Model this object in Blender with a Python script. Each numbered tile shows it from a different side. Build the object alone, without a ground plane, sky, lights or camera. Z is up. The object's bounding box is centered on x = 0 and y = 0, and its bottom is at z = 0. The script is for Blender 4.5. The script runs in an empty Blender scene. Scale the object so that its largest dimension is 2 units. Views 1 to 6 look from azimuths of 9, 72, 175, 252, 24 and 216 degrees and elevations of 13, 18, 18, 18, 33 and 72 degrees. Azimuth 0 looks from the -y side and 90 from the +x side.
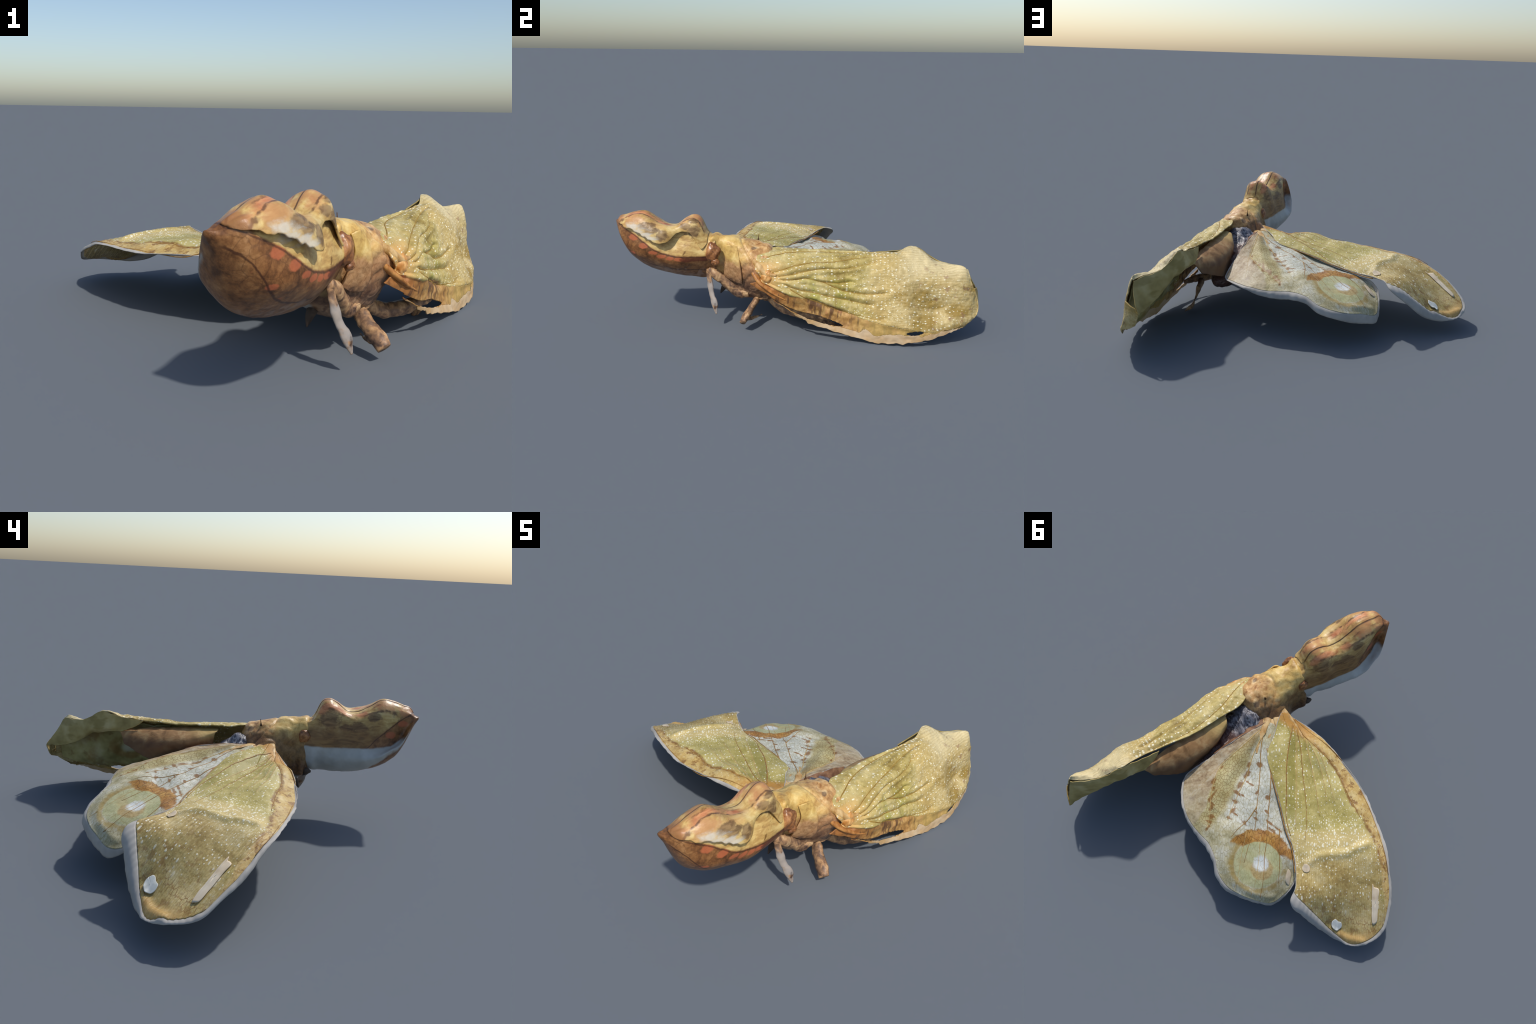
import bpy, bmesh, math
import numpy as np
from mathutils import Vector

RNG = np.random.default_rng(7)

# ---------------------------------------------------------------- numeric helpers
def hermite(x, Y, xq):
    """smooth interpolation of rows Y at knots x"""
    x = np.asarray(x, float); Y = np.asarray(Y, float); xq = np.asarray(xq, float)
    h = np.diff(x); sh = (-1,) + (1,) * (Y.ndim - 1)
    s = np.diff(Y, axis=0) / h.reshape(sh)
    m = np.empty_like(Y)
    m[0] = s[0]; m[-1] = s[-1]
    if len(x) > 2:
        w = (h[1:] / (h[:-1] + h[1:])).reshape(sh)
        m[1:-1] = w * s[:-1] + (1 - w) * s[1:]
    i = np.clip(np.searchsorted(x, xq, side='right') - 1, 0, len(x) - 2)
    t = ((xq - x[i]) / h[i]).reshape(sh); hh = h[i].reshape(sh)
    return ((2*t**3 - 3*t**2 + 1) * Y[i] + (t**3 - 2*t**2 + t) * hh * m[i]
            + (-2*t**3 + 3*t**2) * Y[i+1] + (t**3 - t**2) * hh * m[i+1])

def arclen(P):
    P = np.asarray(P, float)
    return np.r_[0, np.cumsum(np.maximum(np.linalg.norm(np.diff(P, axis=0), axis=1), 1e-6))]

def spline(P, n):
    P = np.asarray(P, float); s = arclen(P)
    return hermite(s, P, np.linspace(0, s[-1], n))

def closed_spline(P, n):
    P = np.asarray(P, float)
    Q = np.vstack([P[-3:], P, P[:4]]); s = arclen(Q)
    return hermite(s, Q, np.linspace(s[3], s[3 + len(P)], n, endpoint=False))

def thin_plate(P):
    P = np.asarray(P, float); n = len(P)
    k = lambda r: np.where(r > 1e-9, r * r * np.log(np.maximum(r, 1e-9)), 0.0)
    A = np.zeros((n + 3, n + 3))
    A[:n, :n] = k(np.linalg.norm(P[:, None, :2] - P[None, :, :2], axis=2)) + 2e-4 * np.eye(n)
    A[:n, n] = 1; A[:n, n+1:] = P[:, :2]; A[n, :n] = 1; A[n+1:, :n] = P[:, :2].T
    w = np.linalg.solve(A, np.r_[P[:, 2], 0, 0, 0])
    def f(xy):
        xy = np.asarray(xy, float)
        r = np.linalg.norm(xy[..., None, :] - P[:, :2], axis=-1)
        return k(r) @ w[:n] + w[n] + xy @ w[n+1:] - .004
    return f

def sstep(a, b, x):
    t = np.clip((np.asarray(x, float) - a) / (b - a), 0, 1); return t * t * (3 - 2 * t)

class ValueNoise:
    def __init__(self, seed, n=64):
        self.g = np.random.default_rng(seed).uniform(-1, 1, (n, n, n)); self.n = n
    def __call__(self, P, scale=1.0):
        P = np.asarray(P, float) * scale
        i = np.floor(P).astype(int); f = P - i; f = f * f * (3 - 2 * f); n = self.n
        out = 0
        for a in (0, 1):
            for b in (0, 1):
                for c in (0, 1):
                    w = (f[..., 0] if a else 1 - f[..., 0]) * (f[..., 1] if b else 1 - f[..., 1]) * (f[..., 2] if c else 1 - f[..., 2])
                    out = out + w * self.g[(i[..., 0]+a) % n, (i[..., 1]+b) % n, (i[..., 2]+c) % n]
        return out
NZ = ValueNoise(3)
def fbm(P, scale, octaves=3):
    return sum(NZ(np.asarray(P) + 7.3 * o, scale * 2**o) / 2**o for o in range(octaves))

# ---------------------------------------------------------------- object helpers
def new_obj(name, V, F, mat, parent, smooth=True):
    me = bpy.data.meshes.new(name)
    me.from_pydata([tuple(map(float, v)) for v in V], [], [tuple(map(int, f)) for f in F])
    me.update()
    if smooth:
        me.polygons.foreach_set('use_smooth', [True] * len(me.polygons))
    ob = bpy.data.objects.new(name, me)
    bpy.context.scene.collection.objects.link(ob)
    if mat: me.materials.append(mat)
    ob.parent = parent
    return ob

def apply_mod(ob, kind, **kw):
    m = ob.modifiers.new('m', kind)
    for k, v in kw.items(): setattr(m, k, v)
    dg = bpy.context.evaluated_depsgraph_get()
    me = bpy.data.meshes.new_from_object(ob.evaluated_get(dg))
    old = ob.data; ob.modifiers.clear(); ob.data = me; me.name = ob.name
    bpy.data.meshes.remove(old)
    return ob

def grid_faces(n, m, closed_m=False, keep=None):
    F = []
    for i in range(n - 1):
        for j in range(m if closed_m else m - 1):
            if keep is not None and not keep[i, j]: continue
            j2 = (j + 1) % m
            F.append((i*m + j, i*m + j2, (i+1)*m + j2, (i+1)*m + j))
    return F

def sheet(name, G, mat, parent, thick=0.006, keep=None, flip=False):
    """G: (n,m,3) grid of points -> thin solid sheet"""
    n, m, _ = G.shape
    F = grid_faces(n, m, keep=keep)
    if flip: F = [f[::-1] for f in F]
    used = np.zeros(n * m, bool)
    for f in F: used[list(f)] = True
    idx = np.cumsum(used) - 1
    V = G.reshape(-1, 3)[used]; F = [tuple(idx[list(f)]) for f in F]
    ob = new_obj(name, V, F, mat, parent)
    if thick: apply_mod(ob, 'SOLIDIFY', thickness=thick, offset=0.0)
    ob.data.polygons.foreach_set('use_smooth', [True] * len(ob.data.polygons))
    return ob

def tube(name, path, radii, mat, parent, n=60, seg=14, flat=1.0, normal=None, twist=None, bump=0.0):
    """tapered limb: smooth path with radius profile; flat<1 squashes it along `normal`"""
    path = np.asarray(path, float); s = arclen(path); q = np.linspace(0, s[-1], n)
    C = hermite(s, path, q)
    R = np.maximum(hermite(s, np.asarray(radii, float)[:, None], q)[:, 0], 0.0006)
    T = np.gradient(C, axis=0); T /= np.linalg.norm(T, axis=1)[:, None]
    ref = np.array(normal if normal is not None else (0.31, 0.17, 0.93)); V = []
    a = np.linspace(0, 2*np.pi, seg, endpoint=False)
    for i in range(n):
        x = ref - T[i] * (ref @ T[i]); x /= np.linalg.norm(x); y = np.cross(T[i], x)
        V.append(C[i] + R[i] * (flat * np.cos(a)[:, None] * x + np.sin(a)[:, None] * y))
    V = np.array(V)
    if bump: V += (bump * fbm(V, 30, 2))[..., None] * (V - C[:, None]) / R[:, None, None]
    F = grid_faces(n, seg, closed_m=True)
    V = np.vstack([V.reshape(-1, 3), C[:1], C[-1:]]); a0, a1 = len(V) - 2, len(V) - 1
    F += [(a0, (j+1) % seg, j) for j in range(seg)]
    o = (n - 1) * seg
    F += [(a1, o + j, o + (j+1) % seg) for j in range(seg)]
    return new_obj(name, V, F, mat, parent)

def loft_rings(ts, rings, n, m):
    """ts: knots, rings: (k, p, d) closed control polygons -> (n,m,d) surface points"""
    R = np.array([closed_spline(r, m) if False else ring_param(r, m) for r in rings])
    return hermite(ts, R, np.linspace(ts[0], ts[-1], n))

def ring_param(r, m):
    r = np.asarray(r, float); p = len(r)
    Q = np.vstack([r[-3:], r, r[:4]]); x = np.arange(len(Q)) - 3.0
    return hermite(x, Q, np.linspace(0, p, m, endpoint=False))

def closed_body(name, G, mat, parent):
    n, m, _ = G.shape
    V = np.vstack([G.reshape(-1, 3), G[0].mean(0)[None], G[-1].mean(0)[None]])
    F = grid_faces(n, m, closed_m=True)
    a0, a1 = n*m, n*m + 1
    F += [(a0, (j+1) % m, j) for j in range(m)]
    F += [(a1, (n-1)*m + j, (n-1)*m + (j+1) % m) for j in range(m)]
    ob = new_obj(name, V, F, mat, parent)
    bm = bmesh.new(); bm.from_mesh(ob.data); bmesh.ops.recalc_face_normals(bm, faces=bm.faces); bm.to_mesh(ob.data); bm.free()
    ob.data.polygons.foreach_set('use_smooth', [True] * len(ob.data.polygons))
    return ob

# ---------------------------------------------------------------- node helpers
class Mat:
    """small expression builder over shader nodes; all positions are object coordinates"""
    def __init__(self, name, rough=0.6, spec=0.3):
        self.m = bpy.data.materials.new(name); self.m.use_nodes = True
        self.t = self.m.node_tree; self.t.nodes.clear()
        self.out = self.t.nodes.new('ShaderNodeOutputMaterial')
        self.b = self.t.nodes.new('ShaderNodeBsdfPrincipled')
        self.b.inputs['Roughness'].default_value = rough
        self.b.inputs['Specular IOR Level'].default_value = spec
        self.t.links.new(self.b.outputs[0], self.out.inputs[0])
        self.P = self.t.nodes.new('ShaderNodeTexCoord').outputs['Object']
        self.x, self.y, self.z = self.sep(self.P)
    def put(self, sock, v):
        if isinstance(v, bpy.types.NodeSocket): self.t.links.new(v, sock)
        elif isinstance(v, (tuple, list)) and sock.type == 'RGBA': sock.default_value = tuple(v)[:3] + (1.0,)
        else: sock.default_value = v
    def sep(self, v):
        n = self.t.nodes.new('ShaderNodeSeparateXYZ'); self.put(n.inputs[0], v); return n.outputs
    def M(self, op, a, b=0.0, c=0.0, clamp=False):
        n = self.t.nodes.new('ShaderNodeMath'); n.operation = op; n.use_clamp = clamp
        for s, v in zip(n.inputs, (a, b, c)): self.put(s, v)
        return n.outputs[0]
    def add(self, a, b): return self.M('ADD', a, b)
    def sub(self, a, b): return self.M('SUBTRACT', a, b)
    def mul(self, a, b): return self.M('MULTIPLY', a, b)
    def mx(self, a, b): return self.M('MAXIMUM', a, b)
    def mn(self, a, b): return self.M('MINIMUM', a, b)
    def inv(self, a): return self.M('SUBTRACT', 1.0, a)
    def V(self, op, a, b=(0, 0, 0)):
        n = self.t.nodes.new('ShaderNodeVectorMath'); n.operation = op
        self.put(n.inputs[0], a); self.put(n.inputs[1], b)
        return n.outputs['Value'] if op in ('LENGTH', 'DOT_PRODUCT', 'DISTANCE') else n.outputs[0]
    def dot(self, d, o=(0, 0, 0)):
        """coordinate along direction d measured from o"""
        return self.sub(self.V('DOT_PRODUCT', self.P, tuple(d)), float(np.dot(d, o)))
    def comb(self, x, y, z=0.0):
        n = self.t.nodes.new('ShaderNodeCombineXYZ')
        for s, v in zip(n.inputs, (x, y, z)): self.put(s, v)
        return n.outputs[0]
    def step(self, a, b, v):
        n = self.t.nodes.new('ShaderNodeMapRange'); n.interpolation_type = 'SMOOTHSTEP'
        inv = a > b
        if inv: a, b = b, a
        self.put(n.inputs['Value'], v); n.inputs['From Min'].default_value = a; n.inputs['From Max'].default_value = b
        n.inputs['To Min'].default_value = 1.0 if inv else 0.0; n.inputs['To Max'].default_value = 0.0 if inv else 1.0
        return n.outputs[0]
    def noise(self, scale, vec=None, detail=3.0, rough=0.55, dist=0.0):
        n = self.t.nodes.new('ShaderNodeTexNoise'); self.put(n.inputs['Vector'], self.P if vec is None else vec)
        n.inputs['Scale'].default_value = scale; n.inputs['Detail'].default_value = detail
        n.inputs['Roughness'].default_value = rough; n.inputs['Distortion'].default_value = dist
        return n.outputs['Fac']
    def voro(self, scale, vec=None, feature='F1', rand=1.0, dims='3D'):
        n = self.t.nodes.new('ShaderNodeTexVoronoi'); n.feature = feature; n.voronoi_dimensions = dims
        self.put(n.inputs['Vector'], self.P if vec is None else vec); n.inputs['Scale'].default_value = scale
        n.inputs['Randomness'].default_value = rand
        return n.outputs
    def curve(self, v, pts, x0, x1, y0, y1):
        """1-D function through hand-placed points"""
        n = self.t.nodes.new('ShaderNodeFloatCurve'); c = n.mapping.curves[0]
        self.put(n.inputs['Value'], self.M('MULTIPLY_ADD', v, 1/(x1-x0), -x0/(x1-x0), clamp=True))
        pts = [((x-x0)/(x1-x0), (y-y0)/(y1-y0)) for x, y in pts]
        while len(c.points) < len(pts): c.points.new(0.5, 0.5)
        for p, q in zip(c.points, pts): p.location = q; p.handle_type = 'AUTO_CLAMPED'
        n.mapping.update()
        return self.M('MULTIPLY_ADD', n.outputs[0], y1 - y0, y0)
    def mix(self, a, b, f):
        n = self.t.nodes.new('ShaderNodeMix'); n.data_type = 'RGBA'
        self.put(n.inputs[0], f); self.put(n.inputs[6], a); self.put(n.inputs[7], b)
        return n.outputs[2]
    def ramp(self, f, cols):
        n = self.t.nodes.new('ShaderNodeValToRGB'); e = n.color_ramp.elements
        while len(e) < len(cols): e.new(0.5)
        for k, (p, c) in zip(e, cols): k.position = p; k.color = tuple(c) + (1.0,)
        self.put(n.inputs[0], f); return n.outputs[0]
    def blob(self, c, r, edge=0.35, wob=None):
        """soft ellipsoidal patch at c with radii r"""
        d = self.V('LENGTH', self.V('MULTIPLY', self.V('SUBTRACT', self.P, tuple(c)), tuple(1/k for k in r)))
        if wob is not None: d = self.add(d, wob)
        return self.step(1.0 + edge/2, 1.0 - edge/2, d)
    def blobs(self, L, edge=0.35, wob=None):
        o = None
        for c, r in L:
            b = self.blob(c, r, edge, wob); o = b if o is None else self.mx(o, b)
        return o
    def vary(self, col, scale=9, amt=0.25, vec=None):
        """brightness and slight hue variation of matter"""
        n = self.noise(scale, vec, 4)
        h = self.t.nodes.new('ShaderNodeHueSaturation'); self.put(h.inputs['Color'], col)
        self.put(h.inputs['Value'], self.M('MULTIPLY_ADD', n, 2*amt, 1.0 - amt))
        return h.outputs[0]
    def finish(self, col, bump=None, strength=0.3, dist=0.004, transl=0.0):
        self.put(self.b.inputs['Base Color'], col)
        if bump is not None:
            n = self.t.nodes.new('ShaderNodeBump'); self.put(n.inputs['Height'], bump)
            n.inputs['Strength'].default_value = strength; n.inputs['Distance'].default_value = dist
            self.t.links.new(n.outputs[0], self.b.inputs['Normal'])
        if transl:
            tr = self.t.nodes.new('ShaderNodeBsdfTranslucent'); self.put(tr.inputs[0], col)
            mx = self.t.nodes.new('ShaderNodeMixShader'); mx.inputs[0].default_value = transl
            self.t.links.new(self.b.outputs[0], mx.inputs[1]); self.t.links.new(tr.outputs[0], mx.inputs[2])
            self.t.links.new(mx.outputs[0], self.out.inputs[0])
        return self.m

def lin(r, g, b):
    """sRGB 0-255 to linear"""
    return tuple(((c/255 + 0.055)/1.055)**2.4 if c/255 > 0.04045 else c/255/12.92 for c in (r, g, b))

OLIVE = lin(196, 186, 112); TAN = lin(196, 172, 116); DOT = lin(243, 238, 210); BROWN = lin(128, 82, 34)
PALE = lin(196, 188, 176); GREEN = lin(170, 176, 96); ORANGE = lin(190, 128, 60)

# ================================================================ THE INSECT
root = bpy.data.objects.new('lanternfly', None)
bpy.context.scene.collection.objects.link(root)
root['label'] = 'dried peanut-headed bug, one mottled wing spread, one folded'
root['category'] = 'insect'

# body axis frame: t runs back from the snout tip, w to the insect's right, z up
A0 = np.array([0.05, -0.94]); AX = np.array([0.39995, 0.91653]); RT = np.array([0.91653, -0.39995])
def body(twz):
    twz = np.asarray(twz, float)
    xy = A0 + twz[..., :1] * AX + twz[..., 1:2] * RT
    return np.concatenate([xy, twz[..., 2:3]], -1)
AX3 = (AX[0], AX[1], 0.0); RT3 = (RT[0], RT[1], 0.0); O3 = (A0[0], A0[1], 0.0)
def bp(t, w, z): return tuple(body(np.array([t, w, z])))

# ---------------------------------------------------------------- materials: body
def mat_head(cap):
    m = Mat('head_cap_shell' if cap else 'head_shell', rough=0.40, spec=0.4)
    t = m.dot(AX3, O3); w = m.dot(RT3, O3); z = m.z
    fine = m.sub(m.noise(60, None, 5, .65), .5)
    wob = m.add(m.mul(m.sub(m.noise(20, None, 3), .5), 1.0), m.mul(fine, 1.1)); wz = m.mul(m.sub(m.noise(30), .5), 0.02)
    streak = m.noise(34, m.comb(m.mul(t, .35), w, m.mul(z, 1.3)), 5, .6, .8)
    cream = m.ramp(m.add(m.mul(m.noise(11), .5), m.mul(streak, .5)), [(0.34, lin(138, 102, 56)), (0.46, lin(184, 148, 86)), (0.56, lin(208, 178, 112)), (0.66, lin(220, 196, 138))])
    # rosy tinge over the crown
    crown = m.step(.57, .63, m.add(z, m.mul(wz, 1.5)))
    cream = m.mix(cream, lin(180, 128, 84), m.mul(m.mul(crown, m.step(.38, .56, m.noise(13))), .75))
    # pink band beside the dorsal midline, dark midline
    aw = m.M('ABSOLUTE', m.sub(m.add(w, m.mul(wz, .25)), m.curve(t, [(0, 0.002), (.2, -.008), (.33, -.004), (.45, -.012), (.55, -.01)], 0, .6, -.05, .05)))
    pink = m.mul(m.mul(m.step(.022, .04, aw), m.step(.074, .052, m.add(aw, m.mul(wz, .5)))), m.step(.40, .58, m.noise(9)))
    pink = m.mul(pink, m.step(.55, .58, z))
    c = m.mix(cream, m.ramp(streak, [(.35, lin(176, 96, 60)), (.6, lin(208, 138, 96))]), m.mul(pink, .8))
    line = m.mx(m.step(.0055, .002, aw), m.mul(m.step(.008, .002, m.M('ABSOLUTE', m.sub(m.add(aw, wz), .062))), m.step(.42, .55, m.noise(14))))
    line = m.mx(line, m.mul(m.step(.006, .001, m.M('ABSOLUTE', m.sub(m.add(aw, m.mul(wz, 1.6)), .030))), m.mul(m.step(.48, .6, m.noise(18)), .6)))
    c = m.mix(c, lin(84, 56, 40), m.mul(m.mul(line, m.step(.545, .57, z)), .8))
    # dark blotches on the sides
    spots = [(bp(.185, .105, .598), (.06, .05, .022)), (bp(.215, .115, .575), (.03, .05, .02)), (bp(.275, .122, .545), (.032, .035, .03)),
             (bp(.455, .085, .568), (.036, .04, .036)), (bp(.193, -.078, .58), (.03, .035, .025)),
             (bp(.271, -.093, .522), (.045, .05, .025)), (bp(.43, -.075, .545), (.05, .06, .045)), (bp(.33, -.09, .515), (.04, .05, .016)),
             (bp(.40, .09, .60), (.035, .035, .018)), (bp(.445, .06, .625), (.03, .03, .012))]
    c = m.mix(c, m.mix(lin(92, 68, 44), lin(140, 112, 76), m.step(.40, .62, streak)), m.mul(m.blobs(spots, .5, wob), .85))
    # white flash on the right flank
    c = m.mix(c, lin(208, 204, 190), m.mul(m.blobs([(bp(.115, .10, .592), (.030, .04, .018)), (bp(.145, .11, .572), (.045, .04, .020)), (bp(.175, .12, .555), (.040, .04, .014)), (bp(.21, .125, .535), (.035, .04, .010))], 1.3, m.add(m.mul(wob, .8), m.mul(m.sub(streak, .5), 3.0))), .72))
    # yellow side with oblique dark hatching below the cap
    hat = m.step(.56, .72, m.noise(30, m.comb(m.mul(m.add(t, z), .5), m.sub(z, t), 0), 4))
    c = m.mix(c, lin(120, 86, 40), m.mul(m.mul(hat, m.mul(m.step(.30, .34, t), m.step(.53, .50, t))), m.mul(m.step(.40, .44, z), m.mul(m.step(.57, .54, z), m.step(.02, .05, w)))))
    # left flank: darker brown toward its lower part
    lb = m.mul(m.step(-.04, -.085, w), m.step(.60, .47, m.add(z, m.mul(wob, .06))))
    c = m.mix(c, m.ramp(streak, [(.35, lin(96, 62, 30)), (.6, lin(132, 92, 48))]), m.mul(lb, .85))
    c = m.mix(c, lin(146, 98, 58), m.mul(m.step(.05, .0, m.add(t, wz)), .8))
    # brown lower shell
    f = m.curve(t, [(-.05, .62), (0, .60), (.05, .572), (.1, .548), (.16, .510), (.22, .470), (.3, .438), (.4, .428), (.55, .43)], -.05, .6, .3, .7)
    fl = m.curve(t, [(-.05, .64), (0, .61), (.06, .57), (.12, .52), (.18, .47), (.24, .42), (.6, .38)], -.05, .6, .3, .7)
    side = m.step(-.02, .0, w)
    edge = m.add(m.mul(f, side), m.mul(fl, m.inv(side)))
    low = m.step(.005, -.004, m.sub(m.add(z, m.mul(wz, .5)), edge))
    brown = m.ramp(m.add(m.mul(m.noise(14), .5), m.mul(m.noise(48, None, 5, .65), .5)), [(0.36, lin(88, 56, 30)), (0.48, lin(124, 82, 46)), (0.58, lin(146, 102, 60)), (0.68, lin(166, 122, 78))])
    brown = m.mix(brown, lin(70, 40, 22), m.mul(m.step(.05, .012, m.voro(20, m.V('ADD', m.P, m.comb(wz, wz, wz)), feature='DISTANCE_TO_EDGE')[0]), m.mul(m.step(-.02, .03, w), m.mul(m.step(.40, .45, z), .35))))
    sq = [(bp(.101, .09, .526), (.024, .03, .018)), (bp(.162, .111, .482), (.022, .03, .017)), (bp(.222, .108, .445), (.021, .03, .013)),
          (bp(.275, .11, .424), (.013, .04, .012)), (bp(.322, .11, .412), (.010, .04, .011)), (bp(.366, .11, .408), (.012, .04, .012)),
          (bp(.05, .045, .485), (.018, .022, .011)), (bp(.093, .079, .432), (.020, .024, .011)), (bp(.13, .09, .38), (.018, .03, .010)),
          (bp(.04, -.07, .55), (.026, .03, .018)), (bp(.10, -.09, .49), (.026, .03, .018))]
    dk = [(bp(.41, .11, .405), (.026, .04, .014)), (bp(.46, .10, .408), (.024, .04, .014)), (bp(.50, .09, .41), (.022, .04, .014))]
    brown = m.mix(brown, lin(178, 98, 62), m.mul(m.blobs(sq, .4, m.mul(wob, .55)), .8))
    brown = m.mix(brown, lin(98, 50, 32), m.mul(m.blobs(dk, .4, m.mul(wob, .5)), .8))
    brown = m.mix(brown, lin(64, 36, 22), m.mul(m.step(.006, .001, m.M('ABSOLUTE', m.sub(m.add(z, m.mul(wz, .6)), m.sub(edge, .007)))), .7))
    l2 = m.M('ABSOLUTE', m.sub(m.add(z, m.mul(wz, .7)), m.curve(t, [(-.03, .56), (.02, .51), (.06, .455), (.1, .41), (.16, .37), (.25, .345), (.4, .335)], -.05, .6, .2, .7)))
    brown = m.mix(brown, lin(60, 32, 20), m.mul(m.mul(m.step(.006, .001, l2), m.step(-.02, .02, w)), .8))
    brown = m.mix(brown, lin(164, 140, 122), m.mul(m.mul(m.step(.50, .62, m.noise(26)), m.step(.37, .33, z)), .45))
    c = m.mix(c, brown, low)
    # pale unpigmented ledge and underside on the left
    pf = m.curve(t, [(-.05, .56), (0, .52), (.042, .47), (.09, .435), (.16, .424), (.3, .414), (.45, .402), (.6, .40)], -.05, .6, .2, .7)
    zf = m.curve(t, [(-.05, .57), (0, .535), (.04, .455), (.1, .42), (.16, .385), (.22, .36), (.6, .33)], -.05, .6, .2, .7)
    wl = m.curve(t, [(-.05, -.07), (0, -.085), (.04, -.125), (.1, -.145), (.16, -.150), (.22, -.12), (.3, -.085), (.45, -.06), (.6, -.05)], -.05, .6, -.2, 0)
    wn = m.add(w, m.mul(wz, .7))
    pale = m.mul(m.mx(m.step(.008, -.008, m.sub(wn, wl)), m.mul(m.step(-.058, -.07, wn), m.step(-.004, .004, m.sub(z, zf)))), m.step(.006, -.006, m.sub(m.add(z, m.mul(wz, .5)), pf)))
    c = m.mix(c, m.ramp(m.noise(8), [(.3, lin(160, 158, 150)), (.7, lin(182, 182, 176))]), m.mul(pale, m.step(.60, .56, t)))
    return m.finish(m.vary(c, 24, .16), m.add(m.noise(60), m.mul(streak, .6)), .28, .005)

def mat_thorax():
    m = Mat('thorax_cuticle', rough=0.42, spec=0.4)
    t = m.dot(AX3, O3); w = m.dot(RT3, O3); z = m.z
    n1 = m.sub(m.noise(15), .5); fine = m.noise(42, None, 5, .65, .6)
    c = m.ramp(m.add(m.mul(m.noise(10, dist=.6), .6), m.mul(fine, .4)), [(0.36, lin(174, 134, 72)), (0.48, lin(208, 172, 98)), (0.62, lin(226, 198, 130))])
    back = m.step(.68, .80, m.add(t, m.mul(n1, .18)))
    c = m.mix(c, m.ramp(m.add(m.mul(m.noise(18, dist=1.0), .6), m.mul(fine, .4)), [(0.36, lin(150, 102, 56)), (0.5, lin(196, 152, 96)), (0.64, lin(222, 188, 136))]), back)
    side = m.mul(m.step(.43, .37, m.add(z, m.mul(n1, .10))), m.step(.0, .05, w))
    c = m.mix(c, m.ramp(fine, [(.35, lin(136, 92, 62)), (.62, lin(184, 138, 100))]), m.mul(side, .85))
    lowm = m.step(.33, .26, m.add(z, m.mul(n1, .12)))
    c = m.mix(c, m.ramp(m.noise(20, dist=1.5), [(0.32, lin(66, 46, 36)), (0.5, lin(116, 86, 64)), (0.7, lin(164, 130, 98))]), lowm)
    left = m.mul(m.step(-.06, -.11, w), m.step(.50, .42, m.add(z, m.mul(n1, .1))))
    c = m.mix(c, m.ramp(fine, [(.35, lin(76, 48, 26)), (.62, lin(128, 88, 50))]), m.mul(left, .85))
    g = m.blobs([(bp(.798, .062, .478), (.014, .02, .012)), (bp(.677, .072, .45), (.010, .014, .014)), (bp(.86, -.07, .47), (.016, .022, .03))], .6, m.mul(m.sub(fine, .5), 1.2))
    c = m.mix(c, lin(96, 78, 64), m.mul(g, .7))
    c = m.mix(c, lin(88, 54, 32), m.mul(m.step(.60, .70, m.noise(30, dist=1.2)), m.M('MULTIPLY_ADD', back, .35, .15)))
    c = m.mix(c, lin(162, 162, 156), m.mul(m.mul(m.step(-.04, -.07, m.add(w, m.mul(n1, .04))), m.step(.245, .222, z)), .85))
    return m.finish(m.vary(c, 26, .14), m.add(m.noise(40), fine), .3, .006)

def mat_eye():
    m = Mat('eye_amber', rough=.35, spec=.5)
    c = m.ramp(m.add(m.mul(m.noise(20, dist=.8), .6), m.mul(m.noise(70), .4)), [(0.36, lin(92, 56, 30)), (0.5, lin(142, 92, 52)), (0.64, lin(186, 134, 82))])
    return m.finish(c, m.noise(60), .2, .004)

def mat_abdomen():
    m = Mat('abdomen_membrane', rough=.35, spec=.5)
    v = m.comb(m.dot((.35, .93, .1)), m.mul(m.dot((.93, -.35, 0)), .30), m.mul(m.z, .5))
    c = m.ramp(m.noise(30, v, 5, .6, 1.8), [(0.30, lin(36, 32, 34)), (0.44, lin(76, 74, 80)), (0.54, lin(124, 122, 128)), (0.64, lin(178, 176, 176)), (.76, lin(214, 208, 200))])
    c = m.mix(c, lin(96, 62, 48), m.mul(m.step(.02, .10, m.add(m.y, m.mul(m.sub(m.noise(14), .5), .12))), .85))
    return m.finish(c, m.noise(30, v, 5, .6, 1.8), .6, .014)

def mat_leg(pale):
    m = Mat('leg_cuticle_pale' if pale else 'leg_cuticle', rough=.5, spec=.35)
    c = m.ramp(m.add(m.mul(m.noise(20, dist=.8), .7), m.mul(m.noise(60), .3)), [(0.34, lin(66, 50, 44)), (0.46, lin(122, 94, 72)), (0.56, lin(170, 132, 94)), (0.68, lin(206, 172, 128))])
    if pale:
        c = m.mix(c, lin(156, 150, 144), m.mul(m.mul(m.step(.30, .24, m.add(m.z, m.mul(m.sub(m.noise(20), .5), .06))), m.step(.66, .50, m.noise(18))), .85))
    return m.finish(c, m.noise(60), .2, .004)

def plain(name, a, b, scale=18, rough=.6, bump=.15, transl=0.0):
    m = Mat(name, rough=rough, spec=.25)
    return m.finish(m.ramp(m.noise(scale, dist=.4), [(0.35, a), (0.65, b)]), m.noise(60), bump, .004, transl)

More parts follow.
